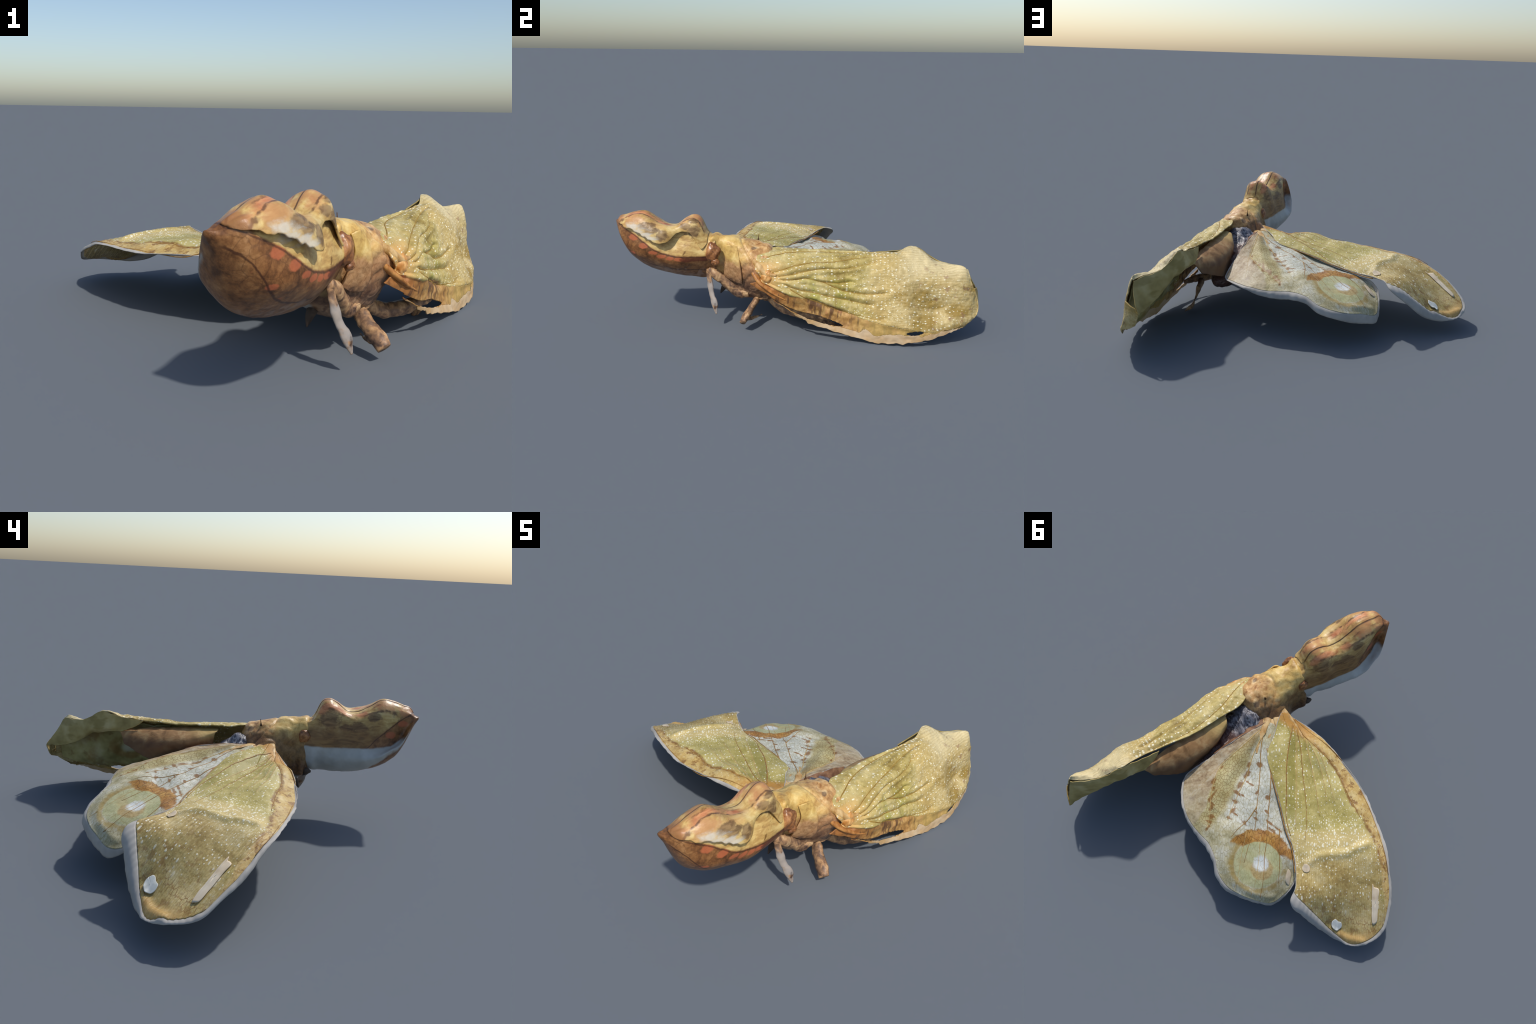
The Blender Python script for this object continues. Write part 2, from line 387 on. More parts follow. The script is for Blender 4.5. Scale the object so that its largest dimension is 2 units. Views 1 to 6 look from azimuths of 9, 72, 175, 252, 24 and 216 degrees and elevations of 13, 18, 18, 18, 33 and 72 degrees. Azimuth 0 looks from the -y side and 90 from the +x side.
# ---------------------------------------------------------------- materials: wings
def speckle(m, x, y, scale, density, gain=.46, thin=.3):
    """white wax dots: one per Voronoi cell, random size, thinned by `density`"""
    v = m.voro(scale, m.comb(x, y, 0), rand=.9, dims='2D')
    rnd = m.sep(v['Color'])[0]
    r = m.mul(m.mx(m.sub(rnd, thin), 0.0), m.mul(density, gain))
    return m.mul(m.step(.06, -.05, m.sub(v['Distance'], r)), m.step(.02, .06, r))

def mat_forewing_spread():
    m = Mat('forewing_membrane', rough=.52, spec=.3)
    x, y = m.x, m.y
    a = m.dot((-.587, .81, 0)); b = m.dot((.81, .587, 0))      # along / across the distal striae
    n1 = m.noise(7, None, 5); n2 = m.sub(m.noise(18), .5); fine = m.noise(60, None, 5, .65)
    dist = m.sub(m.dot((-.62, .78, 0)), m.mul(n2, .05))        # grows toward the wing tip
    c = m.ramp(m.add(m.mul(n1, .65), m.mul(fine, .35)), [(0.36, lin(150, 137, 68)), (0.48, lin(180, 165, 96)), (0.60, lin(200, 185, 122))])
    distal = m.step(.47, .60, dist)
    c = m.mix(c, m.ramp(m.add(m.mul(m.noise(9, None, 4), .6), m.mul(fine, .4)), [(0.36, lin(152, 128, 74)), (0.48, lin(184, 162, 102)), (0.62, lin(205, 187, 136))]), distal)
    c = m.mix(c, lin(210, 186, 128), m.mul(m.mul(m.step(.38, .46, dist), m.step(.56, .49, dist)), .65))
    # fine striae in the outer half
    st = m.M('SINE', m.add(m.mul(b, 560), m.mul(n2, 9)))
    c = m.mix(c, lin(148, 120, 66), m.mul(m.mul(m.step(.1, .95, st), m.step(.44, .58, dist)), .26))
    # darker olive trough behind the anal vein
    tb = m.sub(b, -.035)
    c = m.mix(c, lin(148, 138, 66), m.mul(m.mul(m.step(-.006, .006, tb), m.step(.055, .035, tb)), m.mul(m.step(.40, .30, dist), .6)))
    c = m.mix(c, lin(166, 152, 66), m.mul(m.step(.58, .68, m.noise(5.5)), .4))
    # dots
    dens = m.M('MULTIPLY_ADD', m.step(.36, .60, m.noise(6)), .45, .55)
    mid = m.mul(m.step(.26, .40, dist), m.step(.72, .5, dist))
    d1 = speckle(m, b, m.mul(a, .75), 62, dens, .44, .32)
    d2 = speckle(m, m.add(b, .37), m.mul(a, .6), 96, mid, .52, .30)
    d3 = speckle(m, m.add(b, .71), m.mul(a, .45), 44, m.step(.46, .60, m.noise(7)), .36, .32)
    dots = m.mul(m.mx(m.mx(d1, d2), d3), m.M('MULTIPLY_ADD', m.step(.90, .78, dist), .85, .15))
    # leading-edge (costal) band
    f = m.curve(x, [(-1, .47), (-.97, .39), (-.9, .32), (-.82, .235), (-.74, .15), (-.66, .085), (-.56, .035), (-.5, .015), (-.44, .0), (-.36, -.05), (-.28, -.098), (-.2, -.125), (-.1, -.145), (0, -.165), (.12, -.2), (.2, -.21)], -1, .2, -.3, .7)
    e = m.sub(m.add(y, m.mul(n2, .03)), f)
    band = m.step(.006, -.008, e)
    cb = m.ramp(m.add(m.mul(m.noise(16), .6), m.mul(fine, .4)), [(0.36, lin(172, 132, 74)), (0.5, lin(200, 168, 104)), (0.64, lin(216, 192, 138))])
    c = m.mix(c, cb, m.mul(band, .85))
    dots = m.mul(dots, m.M('MULTIPLY_ADD', band, -.75, 1.0))
    c = m.mix(c, lin(238, 232, 206), m.mul(dots, .9))
    # orange wing root along the front
    c = m.mix(c, lin(190, 132, 60), m.mul(m.mul(m.step(-.12, .1, x), m.step(-.12, -.17, y)), .8))
    # brown blotches: in the costal band and round the tip
    bl = m.step(.53, .62, m.noise(26, m.comb(x, y, 0), 5, .7))
    costal = m.mul(m.mul(band, m.step(.0, -.15, x)), m.mul(bl, .8))
    ln = m.mul(m.step(.018, .002, m.M('ABSOLUTE', e)), m.step(.40, .54, m.noise(30)))
    ln = m.mul(ln, m.mul(m.step(-.03, -.10, x), m.step(-.80, -.70, x)))
    net = m.step(.10, .03, m.voro(46, m.comb(m.mul(b, 1.3), m.mul(a, .6), 0), feature='DISTANCE_TO_EDGE', dims='2D')[0])
    ap = m.add(a, m.mul(n2, .08))
    edgezone = m.mx(m.mx(m.step(.80, .90, ap), m.mul(m.mul(m.step(-.66, -.74, x), m.step(.07, -.01, e)), m.step(-.86, -.8, x))), m.mul(m.step(.70, .76, ap), m.step(-.02, .02, m.sub(b, -.03))))
    cells = m.mul(m.mul(net, m.step(.42, .54, m.noise(11, None, 2))), edgezone)
    tipw = m.mul(m.step(.52, .62, m.noise(26, m.comb(m.mul(b, 1.3), m.mul(a, .8), 0), 4, .65)), m.step(.66, .82, ap))
    mk = m.mx(m.mx(costal, m.mul(ln, .85)), m.mx(m.mul(cells, .75), m.mul(tipw, .5)))
    c = m.mix(c, lin(126, 84, 40), mk)
    c = m.mix(c, lin(196, 156, 96), m.mul(m.step(.93, .985, m.add(a, m.mul(n2, .06))), .6))
    bump = m.add(m.mul(st, m.mul(distal, .4)), m.add(m.mul(dots, .9), m.add(fine, m.noise(30))))
    return m.finish(m.vary(c, 11, .16), bump, .3, .004, .10)

def mat_hindwing_spread():
    m = Mat('hindwing_membrane', rough=.5, spec=.35)
    x, y = m.x, m.y
    n2 = m.sub(m.noise(22), .5); fine = m.noise(60, None, 5, .65); f5 = m.sub(fine, .5)
    c = m.ramp(m.add(m.mul(m.noise(10), .6), m.mul(fine, .4)), [(0.36, lin(158, 147, 104)), (0.48, lin(190, 181, 144)), (0.62, lin(210, 206, 184))])
    u1 = m.dot((.75, .66, 0)); 
    ed = m.voro(62, m.comb(m.add(m.dot((.94, .33, 0)), m.mul(n2, .006)), m.mul(m.dot((-.33, .94, 0)), .72), 0), feature='DISTANCE_TO_EDGE', dims='2D')[0]
    ed2 = m.voro(64, m.comb(m.dot((.81, .587, 0)), m.mul(m.dot((-.587, .81, 0)), .38), 0), feature='DISTANCE_TO_EDGE', dims='2D')[0]
    # taupe anal field on the inner side
    inner = m.sub(m.add(x, m.mul(n2, .03)), m.curve(y, [(-.1, .22), (.05, .25), (.19, .283), (.27, .295), (.36, .275), (.45, .245), (.53, .215), (.62, .22), (.75, .25)], -.1, .8, 0, .5))
    taupe = m.step(-.008, .008, inner)
    tc = m.ramp(m.add(m.mul(m.noise(30, m.comb(m.dot((.8, -.6, 0)), m.mul(m.dot((.6, .8, 0)), .4), 0)), .6), m.mul(fine, .4)), [(0.36, lin(134, 106, 78)), (0.5, lin(178, 156, 122)), (0.62, lin(200, 186, 158))])
    c = m.mix(c, tc, m.mul(taupe, m.M('MULTIPLY_ADD', m.step(.60, .36, y), .40, .55)))
    # reticulate ochre field between the inner veins
    lo = m.sub(m.add(x, m.mul(n2, .02)), m.curve(y, [(-.1, .21), (0, .20), (.09, .186), (.22, .155), (.3, .145), (.37, .130), (.49, .11), (.6, .12), (.7, .3)], -.1, .8, 0, .5))
    ret = m.mul(m.mul(m.step(.0, .03, lo), m.step(.008, -.008, inner)), m.step(.68, .54, y))
    white = m.mul(m.mul(m.step(.01, -.02, lo), m.step(.52, .44, m.add(y, m.mul(n2, .05)))), m.step(-.02, .06, y))
    c = m.mix(c, m.ramp(fine, [(.36, lin(186, 186, 168)), (.6, lin(214, 217, 210))]), m.mul(white, .75))
    rc = m.ramp(m.add(m.mul(m.noise(9), .6), m.mul(fine, .4)), [(0.4, lin(166, 148, 92)), (0.58, lin(194, 182, 128))])
    rc = m.mix(rc, lin(140, 118, 70), m.step(.18, .02, y))
    c = m.mix(c, rc, m.mul(ret, .85))
    c = m.mix(c, lin(128, 98, 50), m.mul(m.mul(ret, m.step(.09, .03, ed)), .8))
    c = m.mix(c, lin(152, 138, 98), m.mul(m.mul(m.inv(ret), m.step(.08, .02, ed2)), m.mul(m.inv(taupe), .65)))
    # eyespot: ochre arc, pale green disc, tan iris, white pupil
    cx, cy = -.212, .582
    du = m.sub(x, cx); dv = m.sub(y, cy)
    p = m.add(m.mul(du, -.587), m.mul(dv, .81)); q = m.add(m.mul(du, .81), m.mul(dv, .587))
    rr = m.add(m.M('SQRT', m.add(m.M('POWER', m.mul(p, 1.0), 2.0), m.M('POWER', m.mul(q, .95), 2.0))), m.add(m.mul(n2, .012), m.mul(f5, .008)))
    disc = m.step(.132, .124, rr)
    arcw = m.mul(m.step(.118, .126, rr), m.step(.198, .184, m.add(rr, m.add(m.mul(n2, .03), m.mul(f5, .03)))))
    arc = m.mul(arcw, m.step(.012, -.012, m.add(m.add(p, m.mul(q, .25)), m.add(.080, m.mul(n2, .05)))))
    ring = m.mul(m.mul(m.step(.126, .136, rr), m.step(.166, .148, rr)), m.step(.36, .54, m.noise(14)))
    c = m.mix(c, m.ramp(m.noise(12), [(.35, lin(176, 176, 124)), (.65, lin(198, 196, 152))]), m.mul(disc, .85))
    c = m.mix(c, m.ramp(m.noise(20), [(0.3, lin(158, 130, 64)), (0.7, lin(184, 160, 92))]), m.mul(ring, .75))
    oc = m.ramp(m.add(m.mul(m.noise(14), .6), m.mul(fine, .4)), [(0.36, lin(138, 90, 30)), (0.5, lin(168, 116, 44)), (0.64, lin(188, 142, 68))])
    oc = m.mix(oc, lin(108, 66, 24), m.mul(m.step(.09, .02, ed2), .75))
    c = m.mix(c, oc, m.mul(arc, .95))
    iris = m.blob((-.245, .590, .26), (.062, .062, .3), .2, m.add(m.mul(n2, .3), m.mul(f5, .3)))
    c = m.mix(c, m.ramp(fine, [(.38, lin(156, 128, 78)), (.6, lin(186, 160, 110))]), m.mul(iris, .85))
    c = m.mix(c, lin(164, 142, 86), m.mul(m.blob((-.155, .625, .26), (.045, .028, .3), .9, m.mul(n2, 1.2)), .45))
    c = m.mix(c, lin(220, 224, 220), m.mul(m.blob((-.222, .568, .26), (.044, .042, .3), .5, m.add(m.mul(n2, .5), m.mul(f5, .6))), .95))
    c = m.mix(c, lin(158, 140, 92), m.mul(m.mul(m.step(.10, .03, ed2), disc), .35))
    # brown dashes along the veins
    marks = [((.115, .131), (.018, .012)), ((.146, .210), (.014, .024)), ((.137, .29), (.013, .026)), ((.122, .335), (.022, .009)), ((.103, .383), (.020, .011)),
             ((.079, .426), (.011, .022)), ((.075, .478), (.020, .008)), ((.273, .362), (.010, .022)), ((.227, .445), (.010, .034)), ((.19, .49), (.012, .02)), ((.165, .529), (.018, .012)),
             ((.141, .592), (.010, .018)), ((-.035, .252), (.014, .011)), ((-.078, .32), (.018, .007)), ((-.018, .449), (.020, .010)), ((.168, .165), (.011, .018)), ((.15, .56), (.02, .008)),
             ((.03, .27), (.007, .014)), ((-.03, .36), (.012, .006)), ((-.05, .39), (.012, .006)), ((.20, .47), (.02, .006)), ((.285, .27), (.008, .02)), ((.09, .33), (.014, .005)), ((.09, .25), (.016, .005)),
             ((.06, .44), (.018, .005)), ((.115, .25), (.014, .005)), ((.25, .40), (.010, .012)), ((-.13, .36), (.03, .006)), ((-.16, .385), (.03, .007)), ((-.19, .36), (.025, .006))]
    mk = m.blobs([((a, b, .32), (r, s, .3)) for (a, b), (r, s) in marks], .7, m.add(m.mul(n2, 1.8), m.mul(f5, 2.0)))
    c = m.mix(c, lin(134, 90, 38), m.mul(mk, .85))
    return m.finish(m.vary(c, 16, .10), m.add(m.mul(ed2, .6), m.add(fine, m.noise(30))), .28, .004, .12)

# folded forewing frame: X along the wing, Y down across it
FX = np.array([.38, .99, -.06]); FX /= np.linalg.norm(FX)
FO = np.array([.55, -.19, .34])
def mat_forewing_folded():
    m = Mat('forewing_folded_membrane', rough=.5, spec=.3)
    l = m.dot(tuple(FX), tuple(FO)); z = m.z
    q = m.sub(z, m.mul(m.dot((.93, -.36, 0)), .85))             # runs across the wing, over its bend
    n2 = m.sub(m.noise(16), .5); fine = m.noise(60, None, 5, .65)
    c = m.ramp(m.add(m.mul(m.noise(7, None, 4), .6), m.mul(fine, .4)), [(0.36, lin(142, 120, 60)), (0.48, lin(180, 160, 94)), (0.62, lin(204, 186, 128))])
    green = m.mul(m.mul(m.step(.10, .2, l), m.step(.55, .35, l)), m.mul(m.step(.38, .33, z), m.step(.16, .22, z)))
    c = m.mix(c, lin(168, 162, 74), m.mul(m.mul(green, m.step(.38, .58, m.noise(8))), .75))
    rear = m.step(.62, .74, m.add(l, m.mul(n2, .1)))
    c = m.mix(c, m.ramp(fine, [(.38, lin(184, 160, 106)), (.6, lin(208, 188, 140))]), m.mul(rear, .7))
    c = m.mix(c, lin(148, 118, 42), m.mul(m.mul(m.step(.42, .60, m.noise(6.5, m.comb(m.mul(l, .6), m.mul(z, 1.4), 0), 4)), m.mul(m.step(.56, .7, l), m.step(.38, .28, z))), .8))
    pale = m.mul(m.step(.70, .82, l), m.step(.33, .42, z))
    c = m.mix(c, lin(212, 196, 152), m.mul(pale, .8))
    c = m.mix(c, lin(134, 98, 78), m.mul(m.mul(m.step(.58, .68, m.noise(24)), m.step(.74, .95, l)), .6))
    root_ = m.step(.12, .0, m.add(l, m.mul(n2, .1)))
    c = m.mix(c, lin(214, 166, 100), m.mul(root_, m.mul(m.step(.45, .40, z), .8)))
    c = m.mix(c, lin(206, 176, 112), m.mul(m.mul(m.step(.34, .05, l), m.step(.47, .60, m.noise(9))), .4))
    band = m.mul(m.step(.54, .60, m.add(l, m.mul(n2, .08))), m.step(.74, .64, l))
    c = m.mix(c, lin(200, 172, 112), m.mul(band, .5))
    # fine parallel ripples
    st = m.M('SINE', m.add(m.mul(m.sub(q, m.mul(l, .05)), 330), m.mul(n2, 14)))
    c = m.mix(c, lin(150, 120, 54), m.mul(m.mul(m.step(.2, .95, st), m.step(.5, .7, l)), m.mul(m.step(.40, .62, m.noise(7)), .30)))
    # chevron wrinkling toward the front edge
    wr = m.noise(46, m.comb(m.mul(l, 1.0), m.mul(z, .3), 0), 3, .6, .6)
    c = m.mix(c, lin(140, 112, 52), m.mul(m.mul(m.step(.54, .66, wr), m.mul(m.step(.30, .22, z), m.step(.66, .5, l))), .5))
    dens = m.M('MULTIPLY_ADD', m.step(.34, .60, m.noise(6)), .55, .45)
    d1 = speckle(m, m.mul(l, .8), q, 56, dens, .40, .28)
    d2 = speckle(m, m.add(m.mul(l, .8), .3), q, 60, m.mul(m.step(.35, .60, l), m.step(.85, .65, l)), .40, .45)
    d3 = speckle(m, m.add(m.mul(l, .6), .7), q, 30, m.step(.48, .6, m.noise(7)), .26, .35)
    dots = m.mul(m.mx(m.mx(d1, d2), d3), m.step(1.2, .98, m.add(l, m.mul(pale, .25))))
    c = m.mix(c, lin(242, 234, 202), m.mul(dots, .88))
    return m.finish(m.vary(c, 11, .20), m.add(m.add(m.mul(st, m.mul(m.step(.5, .7, l), .15)), m.mul(dots, .8)), m.add(fine, m.add(wr, m.noise(30)))), .35, .005, .06)

def mat_costal_folded():
    m = Mat('costal_margin_cuticle', rough=.5, spec=.35)
    l = m.dot(tuple(FX), tuple(FO)); fine = m.noise(60, None, 5, .65)
    c = m.ramp(m.add(m.mul(m.noise(16, dist=.6), .6), m.mul(fine, .4)), [(0.36, lin(124, 88, 46)), (0.48, lin(164, 122, 66)), (0.62, lin(196, 156, 96))])
    c = m.mix(c, lin(150, 94, 46), m.mul(m.step(.2, .02, m.add(l, m.mul(m.sub(m.noise(14), .5), .1))), .75))
    tick = m.step(.52, .62, m.noise(34, m.comb(l, m.mul(m.z, .22), 0), 3))
    c = m.mix(c, lin(84, 56, 40), m.mul(tick, .75))
    c = m.mix(c, lin(198, 138, 96), m.mul(m.step(.54, .66, m.noise(12)), .5))
    c = m.mix(c, lin(186, 160, 92), m.mul(m.step(.45, .62, l), .6))
    return m.finish(m.vary(c, 20, .14), m.noise(30), .35, .006)

# ---------------------------------------------------------------- HEAD
# control rings (t; then w,z of: top, right shoulder, right widest, right lower, bottom, left lower, left flare, left wall, left shoulder)
HEAD = [
 (-.040, [(-.040, .592), (-.034, .590), (-.031, .584), (-.033, .578), (-.040, .575), (-.046, .578), (-.048, .583), (-.047, .588), (-.044, .591)]),
 (-.022, [(-.026, .595), (-.006, .593), (.006, .580), (.000, .556), (-.030, .540), (-.056, .552), (-.066, .570), (-.058, .583), (-.046, .592)]),
 (.000, [(.000, .623), (.030, .612), (.042, .575), (.034, .522), (-.020, .485), (-.068, .500), (-.088, .540), (-.062, .560), (-.048, .598)]),
 (.040, [(.002, .637), (.048, .615), (.072, .555), (.066, .470), (-.020, .402), (-.090, .418), (-.128, .462), (-.068, .480), (-.055, .590)]),
 (.100, [(.000, .656), (.060, .630), (.088, .545), (.090, .430), (-.020, .342), (-.100, .352), (-.152, .420), (-.096, .436), (-.072, .585)]),
 (.160, [(-.004, .660), (.072, .628), (.098, .540), (.108, .425), (-.010, .312), (-.110, .318), (-.170, .382), (-.122, .424), (-.088, .575)]),
 (.220, [(-.006, .622), (.080, .600), (.102, .535), (.112, .412), (-.010, .294), (-.110, .296), (-.170, .360), (-.138, .418), (-.095, .553)]),
 (.280, [(-.006, .590), (.076, .580), (.088, .510), (.112, .392), (-.010, .282), (-.105, .280), (-.157, .345), (-.138, .412), (-.098, .527)]),
 (.340, [(-.004, .588), (.066, .575), (.074, .512), (.110, .388), (.000, .277), (-.100, .272), (-.145, .335), (-.130, .405), (-.080, .545)]),
 (.400, [(-.008, .632), (.058, .606), (.074, .530), (.108, .400), (.000, .275), (-.090, .266), (-.136, .330), (-.126, .402), (-.082, .570)]),
 (.440, [(-.010, .648), (.056, .616), (.074, .532), (.104, .408), (.000, .273), (-.080, .264), (-.126, .325), (-.122, .402), (-.080, .578)]),
 (.480, [(-.010, .630), (.050, .598), (.068, .522), (.096, .415), (.000, .272), (-.070, .262), (-.114, .320), (-.114, .404), (-.066, .560)]),
 (.515, [(-.006, .553), (.046, .540), (.070, .500), (.092, .420), (.000, .280), (-.080, .262), (-.116, .310), (-.110, .400), (-.066, .522)]),
 (.570, [(.000, .534), (.048, .524), (.070, .488), (.076, .420), (.020, .310), (-.050, .280), (-.105, .320), (-.098, .410), (-.060, .510)]),
]
def dome(t, r):
    """round the crown: extra control points between the top and each shoulder"""
    r = np.array(r); k = float(sstep(-.01, .06, t)) * (1 - .8 * float(sstep(.49, .53, t))); top, rs, ls = r[0], r[1], r[-1]
    ru = .5 * (top + rs) + k * np.array([.008, .007]); lu = .5 * (top + ls) + k * np.array([-.010, .013])
    return np.vstack([top, ru, r[1:], lu])
HT = np.array([h[0] for h in HEAD]); HR = np.array([dome(*h) for h in HEAD])
def head_points(ts, m):
    ring = hermite(HT, HR, ts)
    G = np.array([ring_param(r, m) for r in ring])
    return np.concatenate([np.repeat(ts[:, None, None], m, 1), G], 2)
ts = np.r_[np.linspace(-.040, 0, 20)[:-1], np.linspace(0, .57, 130)]
G = head_points(ts, 144)
Gw = body(G)
Gw += (0.0025 * fbm(Gw, 22, 3))[..., None] * np.array([.5, -.3, .8])
head = closed_body('head', Gw, mat_head(False), root)

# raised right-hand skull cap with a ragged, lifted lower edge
capT = np.r_[np.linspace(-.012, .02, 14)[:-1], np.linspace(.02, .525, 130)]
capEdgeT = [-.012, .02, .06, .10, .16, .20, .24, .28, .31, .34, .37, .40, .43, .46, .50, .525]
capEdgeZ = [.598, .590, .582, .572, .546, .525, .508, .500, .512, .545, .566, .571, .560, .520, .470, .500]
capOut = [.000, .012, .022, .025, .026, .028, .036, .046, .040, .026, .018, .016, .018, .018, .008, .000]
zE = hermite(capEdgeT, np.array(capEdgeZ)[:, None], capT)[:, 0]; oE = hermite(capEdgeT, np.array(capOut)[:, None], capT)[:, 0]
zE = zE + 0.006 * NZ(np.c_[capT * 60, capT * 0, capT * 0 + 3.3])
hp = head_points(capT, 990)[:, :360]           # right half, from the top down
rows = []
for i in range(len(capT)):
    k = int(np.argmax(hp[i, :, 2] < zE[i])); k = max(k, 20)
    s = np.linspace(0, 1, 60); P = hermite(np.arange(k + 1) / k, hp[i, :k+1], s)
    d = np.gradient(P[:, 1:], axis=0); nn = np.c_[-d[:, 1], d[:, 0]]; nn /= np.maximum(np.linalg.norm(nn, axis=1), 1e-6)[:, None]
    if nn[40, 0] < 0: nn = -nn
    off = .0015 * sstep(0, .15, s) + oE[i] * sstep(.25, 1.0, s)
    P[:, 1] += nn[:, 0] * off; P[:, 2] += nn[:, 1] * off * .5 - .0015 * (1 - sstep(0, .1, s))
    rows.append(P)
cap = sheet('skull_cap', body(np.array(rows)), mat_head(True), head, thick=.006)

ME = mat_eye()
def blob_mesh(name, c, r, mat, parent, bump=.1, seed=0, axes=None):
    bm = bmesh.new(); bmesh.ops.create_icosphere(bm, subdivisions=4, radius=1.0)
    V = np.array([v.co[:] for v in bm.verts]); F = [[v.index for v in f.verts] for f in bm.faces]; bm.free()
    V = V * (1 + bump * fbm(V + seed, 1.6, 3))[:, None] * np.asarray(r)
    A = np.array(axes) if axes is not None else np.array([AX3, RT3, (0, 0, 1)])
    return new_obj(name, V @ A + np.asarray(c), F, mat, parent)
blob_mesh('eye', bp(.556, .074, .448), (.042, .034, .058), ME, head, .22, 1)
blob_mesh('eye', bp(.560, -.085, .445), (.034, .022, .042), ME, head, .10, 5)
blob_mesh('eye_tubercle', bp(.574, .088, .396), (.024, .018, .022), ME, head, .15, 9)

# ---------------------------------------------------------------- THORAX
TH = [
 (.520, [(0, .50), (.04, .495), (.055, .45), (.045, .37), (0, .28), (-.05, .27), (-.075, .37), (-.05, .48)]),
 (.545, [(0, .534), (.050, .527), (.066, .480), (.050, .380), (0, .290), (-.112, .250), (-.104, .370), (-.062, .505)]),
 (.605, [(0, .531), (.052, .515), (.046, .450), (.032, .330), (.005, .212), (-.118, .215), (-.116, .330), (-.080, .490)]),
 (.655, [(-.020, .528), (.068, .503), (.076, .425), (.052, .310), (.010, .178), (-.115, .195), (-.126, .310), (-.100, .460)]),
 (.720, [(-.020, .518), (.068, .498), (.098, .420), (.075, .300), (.010, .162), (-.150, .200), (-.185, .330), (-.122, .450)]),
 (.780, [(-.030, .508), (.066, .488), (.128, .405), (.100, .290), (.015, .158), (-.160, .200), (-.205, .350), (-.124, .450)]),
 (.840, [(-.030, .490), (.062, .476), (.132, .395), (.115, .280), (.020, .155), (-.145, .200), (-.185, .340), (-.122, .425)]),
 (.895, [(-.020, .467), (.050, .460), (.122, .390), (.115, .280), (.025, .160), (-.085, .190), (-.124, .330), (-.100, .400)]),
 (.935, [(0, .38), (.040, .38), (.090, .350), (.090, .270), (.030, .180), (-.050, .200), (-.080, .290), (-.060, .35)]),
]
tk = np.array([h[0] for h in TH]); tr = np.array([h[1] for h in TH])
ts = np.linspace(.52, .935, 130); ring = hermite(tk, tr, ts)
G = np.concatenate([np.repeat(ts[:, None, None], 160, 1), np.array([ring_param(r, 160) for r in ring])], 2)
C = G.mean(1, keepdims=True); D = G - C; D[..., 0] = 0; D /= np.linalg.norm(D, axis=2, keepdims=True) + 1e-9
W = body(G)
amp = .007 * fbm(W + 3, 12, 3) + .002 * np.sin(W[..., 2] * 90 + 6 * fbm(W, 9, 2))
amp -= .006 * np.exp(-((G[..., 0] - .715 - .05 * (G[..., 1] / .1)**2) / .008)**2)        # groove between pronotum and mesonotum
G = G + D * amp[..., None]
thorax = closed_body('thorax', body(G), mat_thorax(), root)
MT = thorax.data.materials[0]
# right shoulder plate and wing-root tegula
def patch(name, rows, mat, parent, thick=.008, n=40, m=40, bump=.004, flip=False):
    R = np.array(rows, float); k = R.shape[0]
    A = np.array([hermite(np.arange(R.shape[1]), r, np.linspace(0, R.shape[1]-1, m)) for r in R])
    S = hermite(np.arange(k), A, np.linspace(0, k-1, n))
    S = S + (bump * fbm(S, 24, 3))[..., None] * np.array([.5, -.4, .7])
    return sheet(name, S, mat, parent, thick, flip=flip)
patch('shoulder_plate', [[bp(.628, .064, .488), bp(.655, .078, .497), bp(.70, .075, .492)],
                         [bp(.640, .078, .420), bp(.665, .088, .415), bp(.72, .106, .405)],
                         [bp(.622, .060, .345), bp(.665, .076, .330), bp(.73, .100, .320)],
                         [bp(.615, .042, .305), bp(.67, .060, .275), bp(.73, .080, .265)]], MT, thorax)
tube('dorsal_bristle', [(.306, -.176, .486), (.306, -.174, .505), (.304, -.170, .524)], [.007, .0025, .0015], plain('bristle', lin(70, 46, 26), lin(92, 64, 40)), thorax, 20, 8)

# ---------------------------------------------------------------- ABDOMEN
path = np.array([(.325, -.14, .310), (.34, -.09, .315), (.355, 0, .290), (.385, .10, .255), (.43, .20, .225), (.48, .30, .21), (.51, .35, .205)])
rad = np.array([.06, .105, .105, .092, .075, .05, .012])
s = arclen(path); q = np.linspace(0, s[-1], 110); C = hermite(s, path, q); R = hermite(s, rad[:, None], q)
T = np.gradient(C, axis=0); T /= np.linalg.norm(T, axis=1)[:, None]
ang = np.linspace(0, 2*np.pi, 110, endpoint=False)
X = np.cross(T, (0, 0, 1)); X /= np.linalg.norm(X, axis=1)[:, None]
seg = 1 + .07 * np.abs(np.sin(q * 48))[:, None]
wr = .12 * fbm(np.stack([np.repeat(q[:, None]*10, 110, 1), np.cos(ang)[None]*2 + 0*q[:, None], np.sin(ang)[None]*2 + 0*q[:, None]], -1), 1.6, 3)
G = C[:, None] + (R * seg * (1 + wr))[..., None] * (1.15 * np.cos(ang)[None, :, None] * X[:, None] + .98 * np.sin(ang)[None, :, None] * np.array([0, 0, 1]))
abdomen = closed_body('abdomen', G, mat_abdomen(), root)

